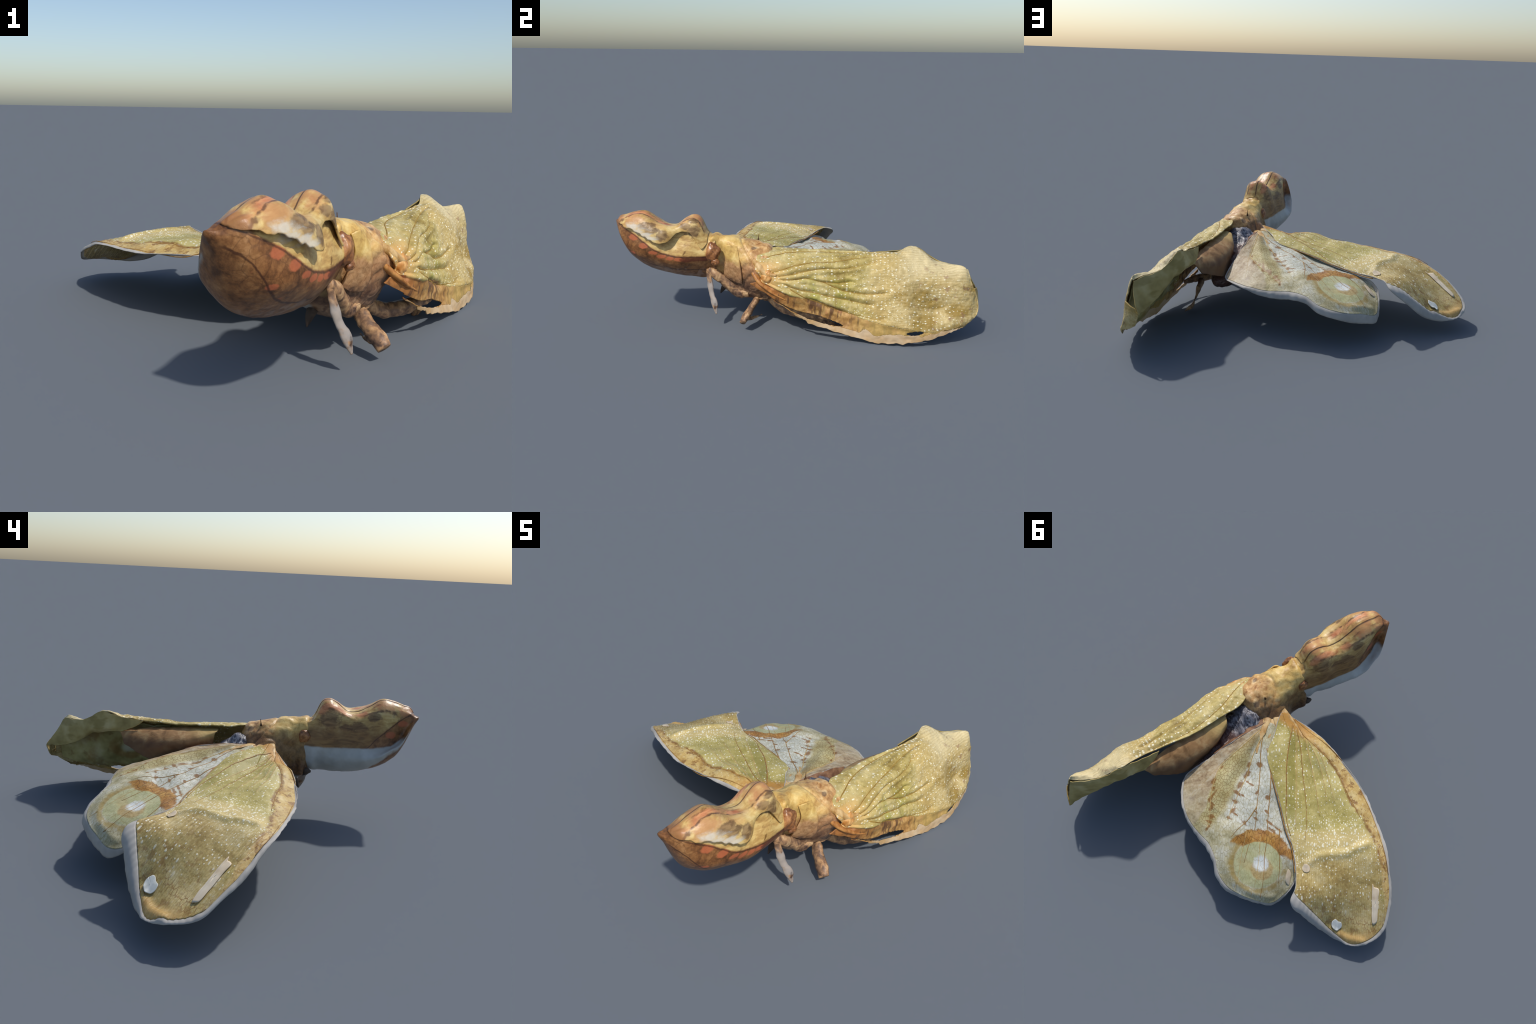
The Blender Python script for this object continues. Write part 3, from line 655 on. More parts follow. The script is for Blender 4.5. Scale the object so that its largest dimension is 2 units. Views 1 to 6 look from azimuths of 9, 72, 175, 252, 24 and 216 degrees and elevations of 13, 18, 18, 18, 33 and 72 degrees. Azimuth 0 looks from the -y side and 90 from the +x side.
# ---------------------------------------------------------------- LEGS
ML = mat_leg(False); MLP = mat_leg(True)
def leg(parts, mat):
    p = parts[0]; ob = tube('leg', p[0], p[1], ML, root, flat=p[2], normal=p[3], bump=.005)
    for nm, path, r, fl, no in parts[1:]:
        tube(nm, path, r, mat, ob, flat=fl, normal=no, bump=.004)
    return ob
leg([([(.385, -.255, .200), (.362, -.300, .195), (.335, -.385, .265), (.308, -.455, .320), (.300, -.478, .335)], [.030, .033, .029, .025, .014], .8, (.9, -.4, .2)),
     ('tibia', [(.300, -.476, .338), (.312, -.474, .270), (.340, -.467, .190), (.370, -.456, .130), (.385, -.452, .082)], [.015, .018, .018, .019, .003], .5, (.7, -.7, 0))], MLP)
leg([([(.385, -.190, .190), (.400, -.205, .165), (.440, -.255, .120), (.485, -.308, .078), (.500, -.325, .062)], [.024, .028, .031, .033, .027], .62, (.25, .8, -.55)),
     ('claw', [(.480, -.305, .070), (.455, -.260, .062), (.430, -.215, .056), (.414, -.182, .060)], [.012, .012, .009, .002], .8, (0, 0, 1))], ML)
leg([([(.400, -.140, .200), (.450, -.105, .150), (.510, -.055, .118), (.570, -.010, .118), (.640, .060, .125), (.700, .130, .130)], [.030, .036, .036, .033, .028, .015], .8, (.5, -.3, .7)),
     ('tibia', [(.600, .06, .110), (.620, .13, .075), (.630, .18, .050), (.642, .22, .030)], [.030, .024, .010, .006], .6, (.7, -.5, .2)),
     ('foot', [(.638, .21, .034), (.650, .25, .018), (.672, .285, .012), (.690, .31, .006)], [.006, .014, .012, .002], .6, (.7, -.5, .2))], ML)
MD = plain('leg_dark', lin(44, 36, 32), lin(84, 70, 58))
tube('leg', [bp(.56, -.10, .245), bp(.53, -.118, .262), bp(.512, -.122, .262)], [.018, .018, .006], MD, root, 30, 10)
tube('leg', [(.245, -.345, .215), (.232, -.368, .185), (.222, -.388, .145)], [.024, .018, .003], MD, root, 30, 10)
blob_mesh('coxa', (.345, -.27, .205), (.055, .05, .04), ML, thorax, .3, 12)
blob_mesh('coxa', (.30, -.30, .205), (.06, .05, .035), ML, thorax, .3, 17)
blob_mesh('coxa', (.42, -.15, .19), (.06, .05, .04), ML, thorax, .3, 22)

# ---------------------------------------------------------------- SPREAD WINGS
MPALE = plain('wing_rim_pale', lin(166, 162, 156), lin(190, 185, 176), 9, .6, .08, .1)
MVEIN = plain('wing_vein', lin(128, 92, 44), lin(164, 126, 68), 40, .5, .1)
MVEINL = plain('wing_vein_light', lin(164, 136, 80), lin(196, 168, 112), 40, .5, .1)

def spread_wing(name, outline, knots, centre, mat, relief, nt=420, ns=90, rough_edge=.0045, rim_rings=10):
    """closed outline (x, y, z, pale rim width) around a centre; heights from knots; rim curls down to the outline z"""
    O = closed_spline(outline, nt); c = np.array(centre)
    f = thin_plate(knots)
    jag = rough_edge * fbm(np.c_[O[:, :2] * 1.0, O[:, 2] * 0 + .37], 23, 4)
    rim = np.maximum(O[:, 3], .002)
    d = O[:, :2] - c; L = np.linalg.norm(d, axis=1); dn = d / L[:, None]
    Lout = L + jag; Lin = L - rim
    def height(xy, k):
        return f(xy) + relief(xy)
    s = np.linspace(0, 1, ns)[:, None] ** .8
    xy = c + (s * Lin)[..., None] * dn
    zin = f(xy) + relief(xy)
    drop_edge = f(c + (L[:, None] * dn)) - O[:, 2]
    # gentle droop approaching the rim
    near = sstep(.0, 1.0, 1 - (Lin * (1 - s)) / (2.2 * rim + .02))
    zin = zin - .30 * drop_edge * near
    main = sheet(name, np.concatenate([xy, zin[..., None]], 2)[:, np.r_[0:nt, 0]], mat, root, .006, flip=True)
    k = np.linspace(0, 1, rim_rings)[:, None]
    Lr = Lin + (Lout - Lin) * np.sin(k * np.pi / 2) ** 1.0
    xyr = c + Lr[..., None] * dn
    e = f(c + Lin[:, None] * dn) + relief(c + Lin[:, None] * dn)
    z0 = e - .30 * drop_edge; z1 = O[:, 2]
    zr = z0 + (z1 - z0) * (.25 * k + .75 * k ** 2)
    sheet('wing_rim', np.concatenate([xyr, zr[..., None]], 2)[:, np.r_[0:nt, 0]], MPALE, main, .003, flip=True)
    def surf(p):
        p = np.asarray(p, float); z = f(p) + relief(p); return np.concatenate([p, z[..., None]], -1)
    return main, surf

def vein(parent, surf, pts, r=.0032, mat=None, lift=.0025, taper=.5):
    P = spline(np.array(pts, float), 60); S = surf(P); S[:, 2] += lift
    rr = np.linspace(1, taper, len(S)) * r
    return tube('vein', S, rr, mat or MVEIN, parent, 60, 8)

# --- forewing
FW_OUT = [(.200, -.190, .408, .004), (.119, -.214, .382, .004), (.020, -.232, .342, .010), (-.100, -.222, .335, .012), (-.207, -.195, .334, .012), (-.317, -.161, .330, .012),
 (-.417, -.128, .318, .012), (-.512, -.079, .304, .012), (-.604, -.019, .300, .014), (-.694, .043, .300, .016), (-.772, .111, .288, .020), (-.842, .185, .254, .020),
 (-.909, .260, .216, .022), (-.962, .350, .178, .022), (-.995, .440, .128, .022), (-.968, .540, .108, .016), (-.900, .612, .090, .012), (-.800, .638, .082, .030), (-.690, .650, .110, .048),
 (-.585, .655, .190, .055), (-.482, .642, .272, .052), (-.458, .560, .300, .006), (-.419, .503, .302, .004), (-.305, .387, .295, .004), (-.240, .345, .303, .004), (-.092, .224, .338, .004), (.016, .142, .352, .004),
 (.125, .051, .376, .004), (.155, -.060, .396, .004), (.190, -.150, .405, .004)]
FW_Z = [(.192, -.206, .412), (.17, -.10, .400), (-.426, .089, .339), (-.582, .01, .31), (-.515, .03, .331), (-.364, -.119, .321), (-.741, .127, .305), (-.848, .267, .254),
 (-.483, .352, .326), (-.606, .235, .322), (-.655, .337, .295), (-.665, .413, .277), (-.896, .495, .144), (-.533, .573, .300), (-.444, .445, .300), (-.225, .198, .338), (-.283, .224, .333),
 (-.78, .596, .123), (-.945, .546, .112), (-.76, .577, .148), (-.799, .291, .252), (-.916, .443, .16), (.02, -.24, .34),
 (-.013, -.149, .378), (.058, -.201, .366), (-.269, -.153, .333), (-.345, -.072, .338), (-.276, -.025, .357), (-.114, -.087, .373), (-.152, -.073, .370), (-.351, -.044, .353), (-.156, -.11, .385), (-.229, -.002, .358),
 (.107, -.11, .398), (.061, -.089, .396), (.021, -.016, .391), (-.02, .053, .382), (-.065, .117, .370), (-.112, .178, .356), (-.157, .24, .338), (-.206, .297, .322), (-.264, .346, .310),
 (.033, -.11, .370), (-.012, -.049, .360), (-.055, .01, .358), (-.098, .068, .353), (-.141, .125, .347),
 (.144, .026, .381), (.09, .075, .369), (.036, .123, .358), (-.079, .214, .343), (-.188, .301, .318), (-.302, .382, .298), (-.40, -.02, .345), (-.35, .13, .338)]
def seg_dist(p, a, b):
    a, b = np.array(a), np.array(b); t = np.clip(((p - a) @ (b - a)) / ((b - a) @ (b - a)), 0, 1)
    return np.linalg.norm(p - (a + t[..., None] * (b - a)), axis=-1)
def poly_dist(p, L):
    return np.min([seg_dist(p, a, b) for a, b in zip(L[:-1], L[1:])], axis=0)
FW_V = [
 [(.103, -.172), (.047, -.057), (-.034, .076), (-.115, .182), (-.187, .282), (-.266, .349)],
 [(.078, -.171), (-.008, -.054), (-.112, .087), (-.192, .196), (-.266, .303)],
 [(.078, -.171), (-.003, -.101), (-.107, .017), (-.225, .147), (-.296, .236), (-.348, .322)],
 [(-.001, -.153), (-.106, -.058), (-.225, .05), (-.292, .121), (-.333, .162)],
 [(-.009, -.159), (-.104, -.109), (-.199, -.042), (-.265, .019), (-.318, .078)],
 [(-.022, -.157), (-.113, -.129), (-.221, -.06), (-.301, .005), (-.355, .05)],
 [(.122, -.206), (.004, -.161), (-.128, -.141), (-.241, -.114), (-.312, -.079), (-.387, -.036), (-.455, -.002), (-.522, .03)],
 [(.115, -.213), (-.026, -.205), (-.162, -.196), (-.256, -.18), (-.366, -.138), (-.472, -.083), (-.568, -.026), (-.661, .045), (-.752, .114), (-.834, .195)]]
RIDGE = [(-.43, .42), (-.446, .395), (-.46, .353), (-.512, .303), (-.575, .25), (-.607, .185), (-.64, .13)]
def fw_relief(p):
    p3 = np.concatenate([p, 0 * p[..., :1]], -1)
    r = .004 * fbm(p3, 11, 3)
    r = r + .012 * np.exp(-(poly_dist(p, RIDGE) / .022) ** 2)
    for k in (2, 3, 4, 5): r = r + .0025 * np.exp(-(poly_dist(p, FW_V[k]) / .008) ** 2)
    r = r - .004 * np.exp(-(poly_dist(p, FW_V[6]) / .010) ** 2)
    r = r + .016 * np.exp(-(poly_dist(p, [(-.76, .615), (-.86, .595), (-.93, .56)]) / .02) ** 2)
    a = p @ np.array([.81, .587])
    r = r + .0016 * np.sin(a * 300 + 4 * fbm(p3, 7, 2)) * sstep(.5, .65, p @ np.array([-.62, .78]))
    return r
forewing, fw_surf = spread_wing('forewing', FW_OUT, FW_Z, (-.42, .20), mat_forewing_spread(), fw_relief)
for k, L in enumerate(FW_V):
    vein(forewing, fw_surf, L, .0040 if k in (0, 6) else .0028, MVEIN if k in (0, 2, 6, 7) else MVEINL)
vein(forewing, fw_surf, [(.14, .03), (.016, .148), (-.092, .23), (-.24, .351), (-.305, .393), (-.41, .50)], .004, MVEIN, 0, .8)

# --- hindwing
HW_OUT = [(.228, -.100, .400, .003), (.244, -.070, .402, .003), (.264, -.020, .400, .003), (.287, .033, .397, .003), (.315, .094, .388, .003), (.341, .160, .376, .004), (.365, .219, .356, .005), (.390, .280, .328, .006), (.420, .345, .300, .008), (.446, .425, .266, 0.008),
 (.405, .512, .265, 0.014), (.343, .582, .258, 0.017), (.267, .628, .240, 0.017), (.180, .658, .230, 0.021), (.090, .682, .232, 0.028), (.005, .726, .225, 0.029), (-.060, .776, .190, 0.028), (-.146, .800, .168, 0.024),
 (-.235, .782, .138, 0.014), (-.320, .748, .118, 0.008), (-.395, .705, .105, 0.007), (-.430, .625, .150, .008), (-.434, .545, .235, .006), (-.410, .470, .265, .003), (-.345, .395, .268, .003), (-.225, .31, .290, .003), (-.075, .175, .320, .003), (.05, .065, .350, .003),
 (.12, -.025, .380, .003), (.175, -.105, .395, .003)]
HW_Z = [(.242, -.09, .402), (.446, .425, .270), (.115, .128, .362), (.136, .221, .342), (.126, .295, .342), (.092, .389, .330), (.231, .456, .326), (.17, .524, .312),
 (.141, .59, .297), (-.041, .477, .325), (-.224, .565, .265), (-.299, .637, .24), (-.04, .25, .325), (-.178, .74, .232), (-.10, .68, .268), (-.206, .415, .293), (-.338, .452, .272), (.2, -.05, .392), (.33, .56, .278), (.03, .66, .285), (-.39, .62, .19),
 (.18, .02, .385), (.081, .178, .355), (.045, .232, .351), (.012, .286, .346), (-.02, .34, .338), (-.05, .392, .322), (-.081, .445, .305), (-.077, .304, .318), (-.131, .385, .306), (-.183, .466, .293),
 (.284, .256, .353), (.276, .319, .351), (.259, .376, .343), (.238, .422, .333), (.20, .489, .317), (.163, .552, .304), (.287, .033, .397), (.315, .094, .388), (.339, .157, .377), (.363, .219, .358), (.388, .28, .330), (.41, .342, .306), (-.345, .395, .272), (-.225, .31, .292), (-.075, .175, .322), (.05, .065, .352)]
HW_V = [
 [(.224, -.093), (.187, .017), (.117, .123), (.054, .218), (-.018, .336), (-.084, .447), (-.113, .545), (-.144, .623)],
 [(.208, -.035), (.186, .092), (.141, .225), (.107, .367), (.074, .491)],
 [(-.018, .336), (-.02, .434), (-.009, .503), (-.005, .557)],
 [(.06, .10), (.001, .179), (-.066, .286), (-.126, .378), (-.183, .465), (-.206, .509), (-.28, .62), (-.33, .72)],
 [(-.192, .352), (-.243, .419), (-.306, .503), (-.362, .591)],
 [(.235, -.045), (.254, .076), (.281, .189), (.295, .269), (.273, .357), (.223, .454), (.171, .533), (.14, .597)],
 [(.237, -.024), (.286, .158), (.31, .333), (.33, .50)],
 [(-.05, .47), (-.10, .58), (-.16, .70), (-.19, .77)], [(-.13, .45), (-.20, .56), (-.26, .67), (-.28, .74)]]
def hw_relief(p):
    p3 = np.concatenate([p, 0 * p[..., :1]], -1)
    r = .004 * fbm(p3 + 5, 10, 3)
    mid = [(.225, .02), (.235, .2), (.215, .35), (.18, .48)]
    r = r + .010 * np.exp(-(poly_dist(p, mid) / .03) ** 2)
    r = r - .003 * np.exp(-(poly_dist(p, HW_V[5]) / .012) ** 2) - .004 * np.exp(-(poly_dist(p, HW_V[1]) / .02) ** 2)
    r = r + .004 * np.exp(-(poly_dist(p, HW_V[3]) / .015) ** 2) - .006 * np.exp(-(poly_dist(p, [(-.04, .45), (-.15, .6), (-.22, .72)]) / .03) ** 2)
    return r
hindwing, hw_surf = spread_wing('hindwing', HW_OUT, HW_Z, (.02, .38), mat_hindwing_spread(), hw_relief)
for k, L in enumerate(HW_V):
    vein(hindwing, hw_surf, L, .003 if k < 6 else .0018, MVEIN if k in (0, 2, 3, 4) else MVEINL)

MSK = plain('body_membrane', lin(92, 62, 48), lin(146, 112, 84), 22, .5, .4)
patch('wing_membrane', [[(.236, -.085, .402), (.264, -.020, .400), (.287, .033, .397), (.315, .094, .388), (.341, .160, .376), (.372, .235, .352)],
                        [(.268, -.095, .392), (.295, -.030, .385), (.318, .025, .370), (.342, .085, .350), (.365, .150, .330), (.392, .225, .305)],
                        [(.300, -.100, .375), (.325, -.035, .360), (.345, .020, .340), (.366, .080, .315), (.388, .145, .290), (.412, .220, .265)]], MSK, hindwing, .004, 40, 60, .004)
# wing-root sclerites joining the wings to the thorax
MR = plain('wing_root_sclerite', lin(166, 124, 68), lin(210, 178, 126), 26, .45, .3)
UPZ = (0, 0, 1)
tube('wing_hinge', [(.270, -.225, .405), (.215, -.205, .408), (.150, -.190, .394), (.07, -.172, .374), (.01, -.15, .370)], [.03, .026, .020, .012, .004], MR, forewing, 40, 16, .26, UPZ, bump=.004)
tube('wing_hinge', [(.280, -.185, .380), (.215, -.160, .400), (.170, -.120, .398), (.13, -.06, .394)], [.03, .026, .018, .004], MR, forewing, 40, 16, .26, UPZ, bump=.004)
tube('wing_hinge', [(.300, -.160, .375), (.245, -.110, .398), (.225, -.060, .398), (.205, .02, .388), (.17, .09, .370)], [.03, .024, .020, .012, .004], MR, hindwing, 40, 16, .26, UPZ, bump=.004)
tube('wing_hinge', [(.280, -.190, .370), (.215, -.130, .392), (.185, -.060, .388), (.165, .0, .382)], [.03, .024, .016, .004], MR, hindwing, 40, 16, .26, UPZ, bump=.004)

# pale flakes stuck on the wing membranes
MFL = plain('flake', lin(206, 186, 156), lin(220, 206, 182), 14, .6, .1)
def flake(pts2, surf, parent, lift=.008, cup=.004, mat=None):
    o = closed_spline(np.array(pts2), 60); c = o.mean(0); k = np.linspace(0, 1, 10)[:, None, None] ** .7
    xy = c + k * (o - c); S = surf(xy); S[..., 2] += lift - cup * k[..., 0] ** 2
    return sheet('flake', S[:, np.r_[0:60, 0]], mat or MFL, parent, .003, flip=True)
flake([(-.793, .285), (-.805, .293), (-.830, .285), (-.865, .33), (-.905, .385), (-.932, .44), (-.926, .452), (-.90, .432), (-.868, .39), (-.82, .328)], fw_surf, forewing, .012)
flake([(-.730, .578), (-.740, .556), (-.758, .556), (-.772, .550), (-.790, .568), (-.786, .586), (-.782, .598), (-.757, .603), (-.738, .594)], fw_surf, forewing, .014, .004, plain('flake_grey', lin(196, 198, 188), lin(214, 214, 206)))
flake([(-.425, .43), (-.44, .423), (-.462, .432), (-.468, .45), (-.452, .465), (-.432, .46)], fw_surf, forewing, .010)
flake([(-.365, .50), (-.385, .505), (-.405, .535), (-.415, .565), (-.392, .56), (-.372, .53)], hw_surf, hindwing, .012)

# ---------------------------------------------------------------- FOLDED RIGHT WINGS
# cross-sections from the inner top edge down over the side to the lower rim, placed from root to tip
RW = np.array([
 [(.425, -.160, .478), (.455, -.215, .460), (.490, -.245, .425), (.510, -.255, .384), (.532, -.228, .338), (.518, -.245, .312), (.496, -.280, .292), (.480, -.290, .272)],
 [(.402, -.075, .466), (.490, -.095, .457), (.560, -.090, .425), (.605, -.085, .380), (.632, -.080, .325), (.640, -.085, .260), (.628, -.095, .190), (.632, -.060, .135)],
 [(.450, .060, .463), (.539, .060, .455), (.619, .065, .425), (.650, .075, .375), (.672, .075, .325), (.688, .062, .255), (.694, .045, .160), (.700, .030, .092)],
 [(.505, .220, .457), (.600, .205, .447), (.673, .210, .410), (.698, .215, .360), (.722, .220, .300), (.746, .220, .220), (.765, .215, .120), (.790, .200, .045)],
 [(.595, .390, .459), (.664, .380, .456), (.725, .370, .420), (.757, .365, .365), (.786, .370, .290), (.812, .360, .200), (.845, .345, .100), (.865, .350, .012)],
 [(.665, .535, .468), (.720, .520, .465), (.778, .515, .425), (.820, .520, .370), (.853, .520, .300), (.885, .510, .200), (.925, .500, .100), (.942, .500, .022)],
 [(.690, .635, .505), (.735, .645, .490), (.805, .645, .430), (.857, .640, .370), (.897, .630, .290), (.930, .625, .190), (.958, .620, .110), (.970, .615, .045)],
 [(.775, .745, .432), (.812, .740, .425), (.855, .735, .405), (.892, .730, .355), (.927, .725, .280), (.958, .725, .190), (.982, .730, .125), (.992, .735, .078)],
 [(.870, .835, .425), (.900, .825, .434), (.925, .822, .400), (.940, .828, .345), (.954, .840, .270), (.970, .842, .200), (.984, .822, .135), (.989, .805, .095)],
 [(.905, .855, .410), (.918, .852, .416), (.933, .866, .370), (.944, .885, .310), (.948, .912, .240), (.960, .915, .190), (.972, .900, .155), (.979, .848, .112)]])
NU, NV = 300, 210
ku = np.arange(len(RW)); kv = np.arange(8)
uu = np.linspace(0, 9, NU); vv = np.linspace(0, 7, NV)
def rw_surface(u, v):
    u = np.asarray(u, float); v = np.asarray(v, float)
    A = hermite(ku, RW, u)                       # (n,8,3)
    return np.array([hermite(kv, A[i], np.array([v[i]]))[0] for i in range(len(u))])
A = hermite(ku, RW, uu)
S = hermite(kv, A.transpose(1, 0, 2), vv).transpose(1, 0, 2)     # (NU,NV,3)
def normals(S):
    n = np.cross(np.gradient(S, axis=0), np.gradient(S, axis=1)); return n / (np.linalg.norm(n, axis=2, keepdims=True) + 1e-9)
N = normals(S)
if N[150, 100] @ np.array([.9, -.4, .2]) < 0: N = -N
UV = np.stack(np.meshgrid(uu, vv, indexing='ij'), -1)
# veins of the folded wing in (station, row) coordinates, fanning from the boss
RV = [[(.45, 3.2), (1.2, 2.3), (2.2, 1.7), (3.4, 1.2), (4.6, .9)], [(.6, 3.5), (1.4, 2.9), (2.4, 2.4), (3.4, 2.05), (4.2, 1.5)], [(.7, 3.8), (1.5, 3.5), (2.0, 3.85), (2.7, 3.75), (3.1, 3.45)],
      [(2.0, 3.85), (2.8, 4.25), (3.5, 4.3), (4.2, 4.15)], [(.8, 4.2), (1.4, 4.6), (2.2, 4.9), (3.0, 4.85), (3.8, 4.9)], [(.2, 1.6), (1.0, 1.0), (2.0, .5), (3.2, .25), (4.4, .15)], [(.9, 4.5), (1.5, 5.1), (2.4, 5.5), (3.2, 5.55), (4.2, 5.6)]]
dsp = -.006 + .004 * fbm(S, 14, 3) + .0022 * fbm(S + 2, 40, 2)
for k, L in enumerate(RV):
    d = poly_dist(UV, L)
    dsp -= (.007 if k != 5 else .003) * np.exp(-(d / .10) ** 2) - .0045 * np.exp(-((d - .28) / .16) ** 2)
lower = sstep(4.8, 5.2, vv)[None]
dsp += .0014 * np.clip(1.2 * fbm(S + 8, 7, 2), 0, 1) * np.sin(S[..., 2] * 300 + 5 * fbm(S, 9, 2)) * sstep(4.2, 5.2, UV[..., 0]) * (1 - sstep(8.2, 9, UV[..., 0]))
dsp -= .038 * np.exp(-(((UV[..., 0] - 6.4) / .9) ** 2 + ((UV[..., 1] - 4.8) / .75) ** 2))           # dent in the rear flank
dsp += .012 * np.exp(-(((UV[..., 0] - 5.0) / .35) ** 2)) * sstep(1, 3, UV[..., 1]) * (1 - sstep(5, 6.5, UV[..., 1]))
cB = np.interp(UV[..., 0], [0, 1, 2, 3, 4, 5, 6, 9], [4.75, 5.0, 5.3, 5.55, 5.75, 6.0, 6.4, 7.1])
dsp += .009 * np.exp(-((UV[..., 1] - cB + .08) / .14) ** 2) * (1 - sstep(5, 6, UV[..., 0]))
S2 = S + N * dsp[..., None]
# ragged lower rim
rag = (.5 * fbm(np.c_[uu * 5, 0 * uu, 0 * uu + 9], 1.0, 3))
j7 = UV[..., 1]
S2 = S2 + (sstep(6.5, 7, j7) * .012 * rag[:, None])[..., None] * np.array([0, 0, 1.0])
fu, fv = (uu[:-1] + uu[1:]) / 2, (vv[:-1] + vv[1:]) / 2
FU, FV = np.meshgrid(fu, fv, indexing='ij')
jag = .18 * fbm(np.stack([FU * 3, FV * 0, FV * 0], -1), 1.0, 3)
costB = np.interp(fu, [0, 1, 2, 3, 4, 5, 6, 9], [4.75, 5.0, 5.3, 5.55, 5.75, 6.0, 6.4, 7.1])[:, None] + .06 * fbm(np.stack([FU * 4, FV * 0 + 4, FV * 0], -1), 1.0, 3)
paleB = np.interp(fu, [0, 1, 2, 3, 4, 5, 6, 7, 8, 9], [6.9, 6.7, 6.5, 6.45, 6.45, 6.45, 6.5, 6.5, 6.55, 6.7])[:, None] + jag
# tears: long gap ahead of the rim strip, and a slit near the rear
hole = ((np.abs(FV - (6.42 + .05 * jag)) < .26 * np.clip(1.2 * (1 - ((FU - 1.5) / 1.35) ** 2), 0, 1) ** .5)) & (FU < 2.85)
hole |= (((FU - 5.35 - .35 * (FV - 6.3)) / .38) ** 2 + ((FV - 6.3) / .16) ** 2 < 1)
hole |= (FU < .55) & (FV > 6.1)
hole |= (FU < 1.0 + .3 * jag) & (FV > 6.75)
MFF = mat_forewing_folded()
fold = sheet('forewing', S2, MFF, root, .006, keep=(FV <= costB) & ~hole)
sheet('costal_margin', S2, mat_costal_folded(), fold, .006, keep=(FV > costB) & (FV <= paleB) & ~hole)
sheet('wing_rim', S2, plain('wing_rim_tan', lin(186, 152, 106), lin(206, 182, 148), 9, .6, .1, .1), fold, .006, keep=(FV > paleB) & ~hole)
MCR = plain('vein_crease', lin(128, 98, 40), lin(158, 128, 62), 40)
for k, L in enumerate(RV):
    P = spline(np.array(L, float), 50); pos = rw_surface(P[:, 0], P[:, 1])
    iu = np.clip((P[:, 0] / 9 * (NU - 1)).round().astype(int), 0, NU - 1); iv = np.clip((P[:, 1] / 7 * (NV - 1)).round().astype(int), 0, NV - 1)
    pos = S2[iu, iv] + N[iu, iv] * .002
    pos = np.array([pos[max(0, i-1):i+2].mean(0) for i in range(len(pos))])
    tube('vein', pos, np.linspace(.0042, .002, 50), MCR, fold, 50, 8)
blob_mesh('wing_boss', (.545, -.192, .345), (.032, .026, .036), plain('wing_boss', lin(176, 112, 48), lin(226, 182, 118), 22, .35, .3), fold, .25, 31)
tube('wing_hinge', [(.45, -.24, .43), (.49, -.225, .40), (.535, -.195, .365), (.58, -.15, .362)], [.024, .03, .026, .008], MR, fold, 40, 12, .7)
tube('wing_hinge', [(.44, -.25, .39), (.48, -.245, .35), (.525, -.225, .31), (.57, -.175, .265), (.62, -.10, .22)], [.02, .024, .022, .016, .006], plain('wing_root_orange', lin(136, 82, 38), lin(196, 140, 78), 26, .42, .3), fold, 40, 12, .6)

# folded right hindwing: brown leathery pleat lying against the abdomen
def mat_pleat():
    m = Mat('hindwing_pleat', rough=.6)
    c = m.ramp(m.noise(14, dist=.6), [(0.3, lin(116, 84, 50)), (0.5, lin(156, 118, 76)), (0.72, lin(180, 150, 104))])
    c = m.mix(c, lin(88, 60, 40), m.mul(m.step(.395, .350, m.add(m.z, m.mul(m.sub(m.noise(20), .5), .04))), .8))
    c = m.mix(c, lin(196, 170, 104), m.mul(m.step(.24, .08, m.add(m.y, m.mul(m.sub(m.noise(12), .5), .1))), m.mul(m.step(.38, .42, m.z), .6)))
    return m.finish(c, m.noise(40, m.comb(m.mul(m.x, 2.0), m.mul(m.y, .8), m.z)), .4, .005)
pleat = patch('hindwing', [
 [(.480, .020, .435), (.515, .150, .432), (.555, .280, .425), (.600, .420, .412), (.640, .560, .395)],
 [(.432, .036, .432), (.455, .150, .424), (.490, .280, .414), (.550, .420, .402), (.618, .556, .392)],
 [(.408, .060, .418), (.402, .170, .388), (.430, .290, .368), (.490, .420, .352), (.602, .552, .376)],
 [(.415, .070, .350), (.412, .180, .310), (.436, .300, .290), (.476, .420, .300), (.585, .545, .350)],
 [(.430, .080, .300), (.425, .190, .265), (.446, .310, .250), (.474, .425, .275), (.575, .540, .335)]], mat_pleat(), root, .006, 60, 80, .004)

# inner face: underside of the folded hindwing with its eyespot, hanging inside the forewing
def mat_inner():
    m = Mat('hindwing_underside', rough=.6)
    n2 = m.sub(m.noise(20), .5)
    c = m.ramp(m.noise(10), [(0.3, lin(140, 128, 74)), (0.5, lin(172, 160, 104)), (0.7, lin(190, 180, 134))])
    r = m.add(m.V('LENGTH', m.V('MULTIPLY', m.V('SUBTRACT', m.P, (.80, .50, .24)), (6.0, 6.0, 9.0))), m.mul(n2, .25))
    c = m.mix(c, lin(134, 96, 42), m.mul(m.mul(m.step(1.05, 1.25, r), m.step(1.8, 1.5, r)), m.mul(m.step(.35, .6, m.noise(14)), .6)))
    c = m.mix(c, lin(140, 100, 50), m.mul(m.mul(m.step(.3, .45, r), m.step(.78, .6, r)), m.mul(m.step(.3, .55, m.noise(12)), .6)))
    c = m.mix(c, lin(182, 178, 154), m.mul(m.step(.40, .22, r), .8))
    c = m.mix(c, lin(130, 100, 60), m.mul(m.step(.6, .68, m.noise(18)), .5))
    return m.finish(c, m.noise(40), .3, .004)
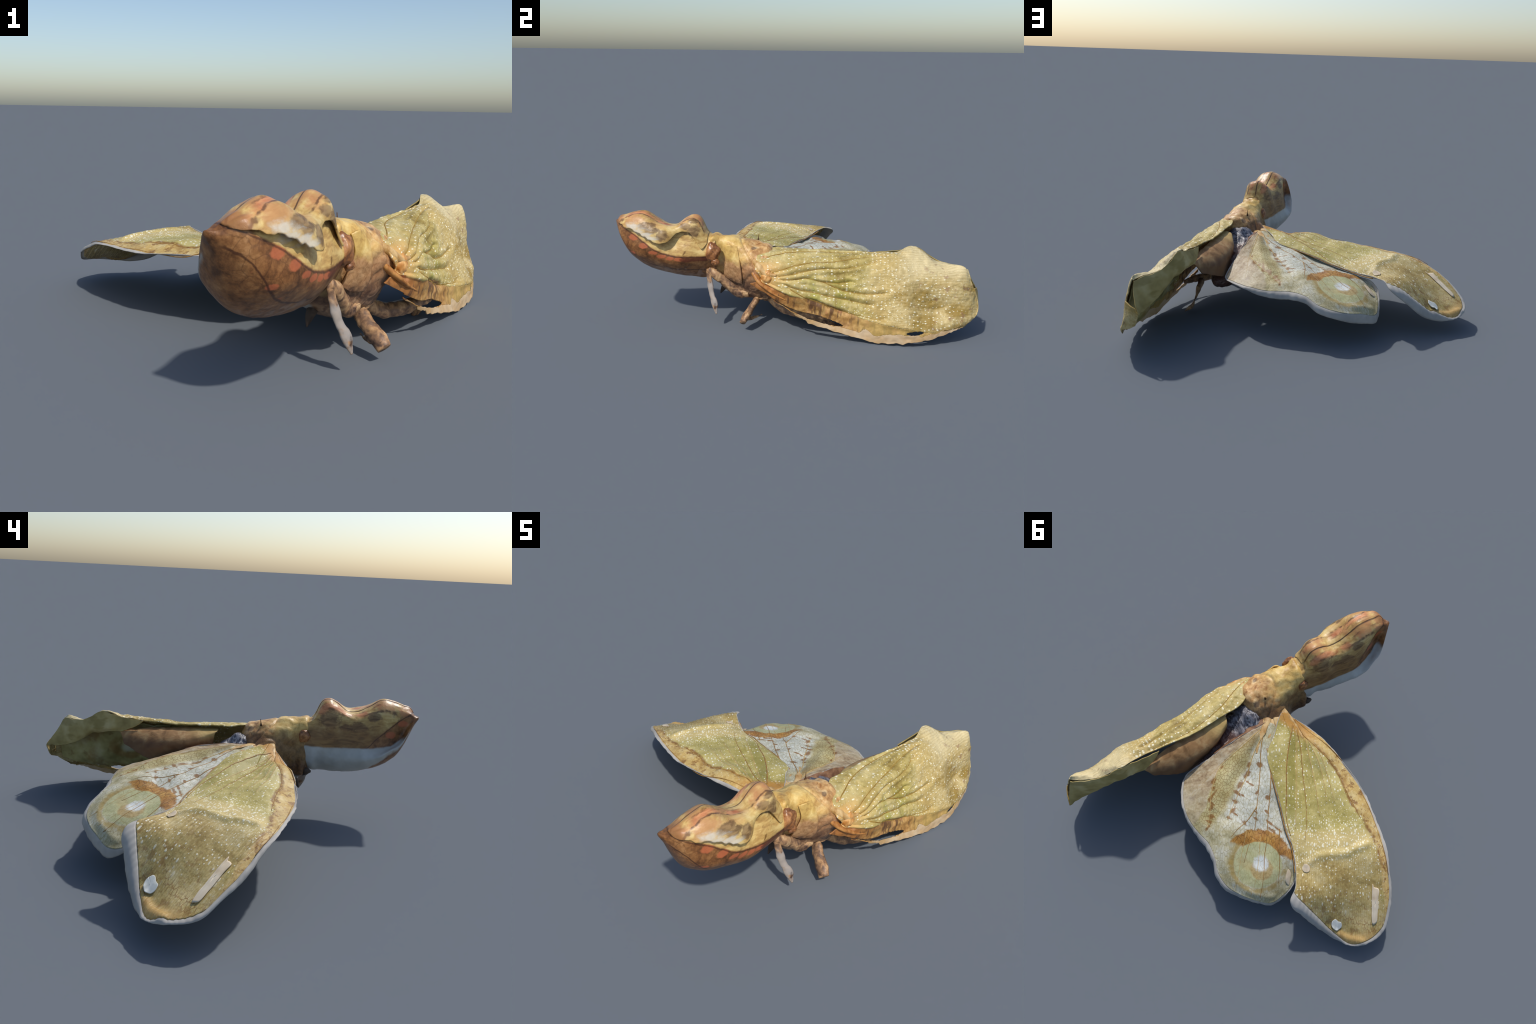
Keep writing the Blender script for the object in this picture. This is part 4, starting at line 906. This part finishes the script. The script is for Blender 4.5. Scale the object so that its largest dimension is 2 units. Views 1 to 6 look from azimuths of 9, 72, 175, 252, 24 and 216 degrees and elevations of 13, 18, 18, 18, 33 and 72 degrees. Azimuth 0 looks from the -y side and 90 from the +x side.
# lies 2 cm inside the flank of the folded forewing
iu = np.arange(int(NU * 3.3 / 9), int(NU * 8.6 / 9), 2); iv = np.arange(int(NV * 1.6 / 7), int(NV * 5.7 / 7), 2)
gu, gv = UV[np.ix_(iu, iv)][..., 0], UV[np.ix_(iu, iv)][..., 1]
sag = .020 + .030 * sstep(3.0, 6.0, gv) * sstep(3.6, 5.2, gu) * (1 - sstep(7.2, 8.5, gu))
inner = S2[np.ix_(iu, iv)] - sag[..., None] * N[np.ix_(iu, iv)]
inner = inner + (.006 * fbm(inner, 16, 3))[..., None] * N[np.ix_(iu, iv)]
under = sheet('hindwing', inner, mat_inner(), root, .005)
# upper inner fold hanging from the top edge behind the pleat
def mat_fold():
    m = Mat('forewing_underside', rough=.6)
    c = m.ramp(m.noise(9), [(0.3, lin(140, 122, 70)), (0.5, lin(174, 154, 96)), (0.7, lin(194, 176, 124))])
    c = m.mix(c, lin(128, 110, 52), m.mul(m.step(.5, .62, m.noise(16, m.comb(m.mul(m.dot((.4, .9, 0)), .4), m.z, 0))), .5))
    return m.finish(c, m.noise(40), .3, .004, .1)
patch('forewing_lining', [
 [(.598, .43, .452), (.668, .585, .475), (.695, .650, .495), (.772, .752, .428), (.862, .838, .420), (.902, .860, .405)],
 [(.600, .47, .428), (.650, .600, .435), (.690, .672, .440), (.765, .768, .390), (.858, .850, .368), (.902, .888, .355)],
 [(.605, .51, .410), (.645, .615, .408), (.695, .695, .395), (.768, .778, .345), (.852, .866, .312), (.890, .925, .308)],
 [(.612, .555, .395), (.662, .625, .384), (.722, .704, .365), (.782, .785, .305), (.845, .885, .258), (.872, .961, .262)]], mat_fold(), fold, .005, 60, 80, .006)
patch('wing_tip_flap', [[(.944, .885, .310), (.948, .912, .240), (.960, .915, .190), (.972, .900, .157)], [(.915, .920, .300), (.915, .938, .245), (.922, .938, .200), (.932, .932, .176)], [(.888, .940, .290), (.872, .961, .262), (.880, .955, .228), (.890, .945, .198)]], MFF, fold, .005, 30, 30)
